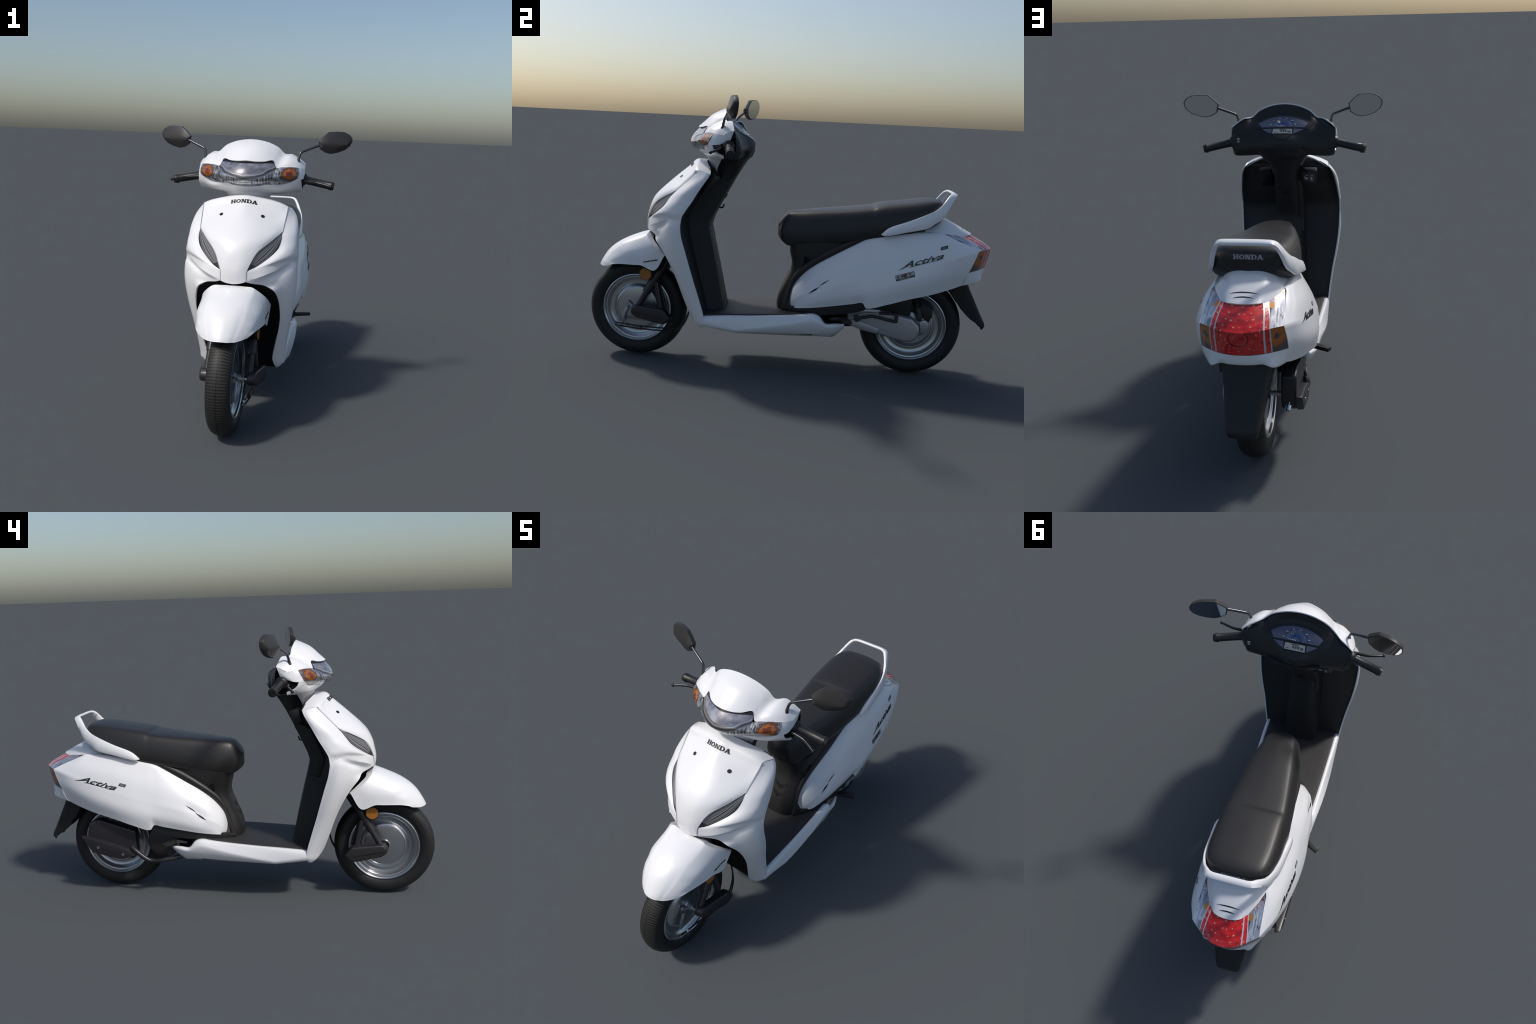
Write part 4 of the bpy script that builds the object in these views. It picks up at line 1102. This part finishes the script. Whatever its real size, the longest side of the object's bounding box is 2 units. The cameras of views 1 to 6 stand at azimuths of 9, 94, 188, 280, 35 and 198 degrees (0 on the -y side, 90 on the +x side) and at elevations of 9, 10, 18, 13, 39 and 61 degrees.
# ================================================================== FORK
for sx in (1, -1):
    F = group("fork")
    tube("fork_leg", [(.074 * sx, -.545, .585), (.088 * sx, -.590, .510), (.090 * sx, -.690, .346)], .0205, DARKMET, F, 1, 16)
    tube("fork_leg", [(.092 * sx, -.684, .356), (.094 * sx, -.737, .262)], .0150, DARKMET, F, 1, 16)
    prism("fork_bracket", [(-.655, .455), (-.712, .352), (-.706, .345), (-.690, .350), (-.640, .440)], .070 * sx, .090 * sx, DARKMET, F, 0.003)
    tube("damper", [(.092 * sx, -.640, .400), (.100 * sx, -.612, .262)], .0150, DARKMET, F, 1, 14)
    tube("damper_rod", [(.080 * sx, -.628, .395), (.090 * sx, -.590, .268)], .0070, GLOSSBLK, F, 1, 10)
    prism("link_arm", [(-.745, .284), (-.766, .268), (-.772, .250), (-.766, .233), (-.738, .217), (-.615, .194), (-.582, .193), (-.548, .228), (-.586, .272), (-.600, .275)], .088 * sx, .126 * sx, DARKMET, F, 0.009, shrink=0.08, bseg=3, slant=.11 * sx)
    prism("link_rib", [(-.752, .250), (-.748, .244), (-.600, .222), (-.580, .226), (-.600, .231)], .120 * sx, .1262 * sx, GLOSSBLK, F, 0.002, slant=.11 * sx)
    tube("reflector_rim", [(.108 * sx, -.690, .4435), (.119 * sx, -.690, .4435)], .0315, GLOSSBLK, F, 1, 28)
    tube("reflector", [(.110 * sx, -.690, .4435), (.1215 * sx, -.690, .4435)], .0295, AMBERREF, F, 1, 28)
tube("fork_crown", [(-.09, -.585, .520), (0, -.560, .560), (.09, -.585, .520)], .022, DARKMET, None, 4)
tube("steering_stem", [(0, -.565, .560), (0, -.44, .80)], .030, VOID, None, 1)
# brake cables beside the front hub
for dz, dx in ((0, 0), (-.012, .006)):
    tube("brake_cable", [(.082 + dx, -.852, .175 + dz), (.086 + dx, -.800, .171 + dz), (.090 + dx, -.714, .166 + dz), (.092 + dx, -.600, .164 + dz), (.090 + dx, -.527, .170 + dz), (.082 + dx, -.487, .221 + dz), (.070, -.472, .275), (.055, -.480, .36)], .0038, GLOSSBLK, None, 5, 8)
box("cable_clip", (.092, -.714, .160), (.010, .008, .024), GLOSSBLK, None, 0.002)
for z in (.171, .156):
    lathe("cable_spring", [(.0085, -.004), (.0105, 0), (.0085, .004), (.0065, 0)], CHROME, None, 20, (.086, -.815, z), True)

# ================================================================== ENGINE UNIT
EN = group("engine")
prism("transmission_case", [(.318, .335), (.310, .300), (.318, .258), (.377, .237), (.470, .220), (.600, .187), (.647, .189), (.673, .212), (.684, .252), (.676, .276), (.640, .313), (.565, .328), (.420, .352), (.340, .345)], .058, .140, CASE, EN, 0.016, shrink=0.06, bseg=3)
prism("case_boss", [(.330, .290), (.372, .290), (.470, .256), (.480, .248), (.466, .226), (.385, .242), (.335, .262)], .110, .152, CASE, EN, 0.008)
prism("case_cap", [(.318, .338), (.330, .348), (.470, .348), (.500, .330), (.40, .325), (.33, .30), (.318, .31)], .10, .147, ALU, EN, 0.008)
tube("kick_lever", [(.163, .365, .301), (.165, .400, .309), (.166, .437, .318), (.166, .504, .306), (.166, .552, .298)], .0075, DARKMET, EN, 2, 10)
tube("kick_lever", [(.166, .553, .294), (.166, .556, .342)], .0085, DARKMET, EN, 1, 10)
tube("kick_lever", [(.166, .556, .336), (.166, .470, .336)], .0070, DARKMET, EN, 1, 10)
tube("kick_pivot", [(.13, .365, .301), (.174, .365, .301)], .015, DARKMET, EN, 1, 16)
prism("gear_housing", [(.56, .330), (.64, .335), (.70, .300), (.72, .262), (.70, .222), (.65, .200), (.56, .20)], .052, .090, ALU, EN, 0.01)
prism("gear_bracket", [(.672, .296), (.700, .300), (.722, .285), (.710, .236), (.694, .222), (.680, .235)], .060, .105, ALU, EN, 0.006)
tube("shock_absorber", [(.100, .640, .425), (.102, .652, .376), (.104, .668, .318)], .0150, DARKMET, EN, 1, 14)
coil = []
for i in range(73):
    a = i / 72
    coil.append((.100 + .004 * a + .019 * cos(a * 12 * pi), .640 + .024 * a + .019 * sin(a * 12 * pi), .425 - .060 * a))
tube("shock_spring", coil, .0035, GLOSSBLK, EN, 1, 6)
box("shock_foot", (.104, .670, .312), (.030, .026, .034), DARKMET, EN, 0.004)
prism("air_box", [(.615, .400), (.640, .385), (.682, .376), (.734, .354), (.737, .318), (.720, .282), (.690, .300), (.622, .325)], .058, .088, BLACK, EN, 0.005)
prism("air_box", [(.450, .345), (.480, .395), (.560, .420), (.632, .425), (.626, .318), (.560, .325), (.495, .322)], .040, .115, BLACK, EN, 0.006)
prism("crankcase", [(.27, .30), (.31, .240), (.44, .240), (.46, .34), (.42, .40), (.28, .36)], -.10, .065, VOID, EN, 0.01)
lathe("fan_cover", [(0, -.036), (.070, -.036), (.082, -.030), (.0835, -.015), (.0835, .05)], DARKMET, EN, 40, (-.118, .357, .285))
tube("cylinder_shroud", [(0, .40, .285), (0, .22, .268)], .062, VOID, EN, 1, 16)
# exhaust on the right
EX = group("exhaust")
prism("muffler", [(.500, .345), (.688, .400), (.712, .396), (.745, .380), (.755, .300), (.748, .250), (.735, .240), (.52, .195), (.498, .215)], -.106, -.166, DARKMET, EX, 0.010, bseg=3)
prism("heat_shield", [(.787, .318), (.770, .3175), (.709, .307), (.638, .288), (.560, .263), (.520, .243), (.494, .220), (.566, .198), (.600, .200), (.730, .233)], -.164, -.192, DARKMET, EX, 0.006, shrink=0.04)
for y, z in ((.693, .261), (.563, .228)):
    tube("shield_bolt", [(-.190, y, z), (-.1955, y, z)], .0075, CHROME, EX, 1, 12)
tube("exhaust_pipe", [(-.168, .520, .258), (-.176, .500, .243), (-.176, .445, .200), (-.172, .420, .190), (-.160, .360, .192), (-.140, .282, .204), (-.105, .235, .222)], .0125, DARKMET, EX, 3, 14)
tube("tail_pipe", [(-.137, .735, .272), (-.135, .752, .262), (-.133, .763, .248)], .0135, CHROME, EX, 2, 14)
tube("tail_pipe_bore", [(-.1332, .7625, .2490), (-.1329, .7637, .2466)], .0095, VOID, EX, 1, 14)
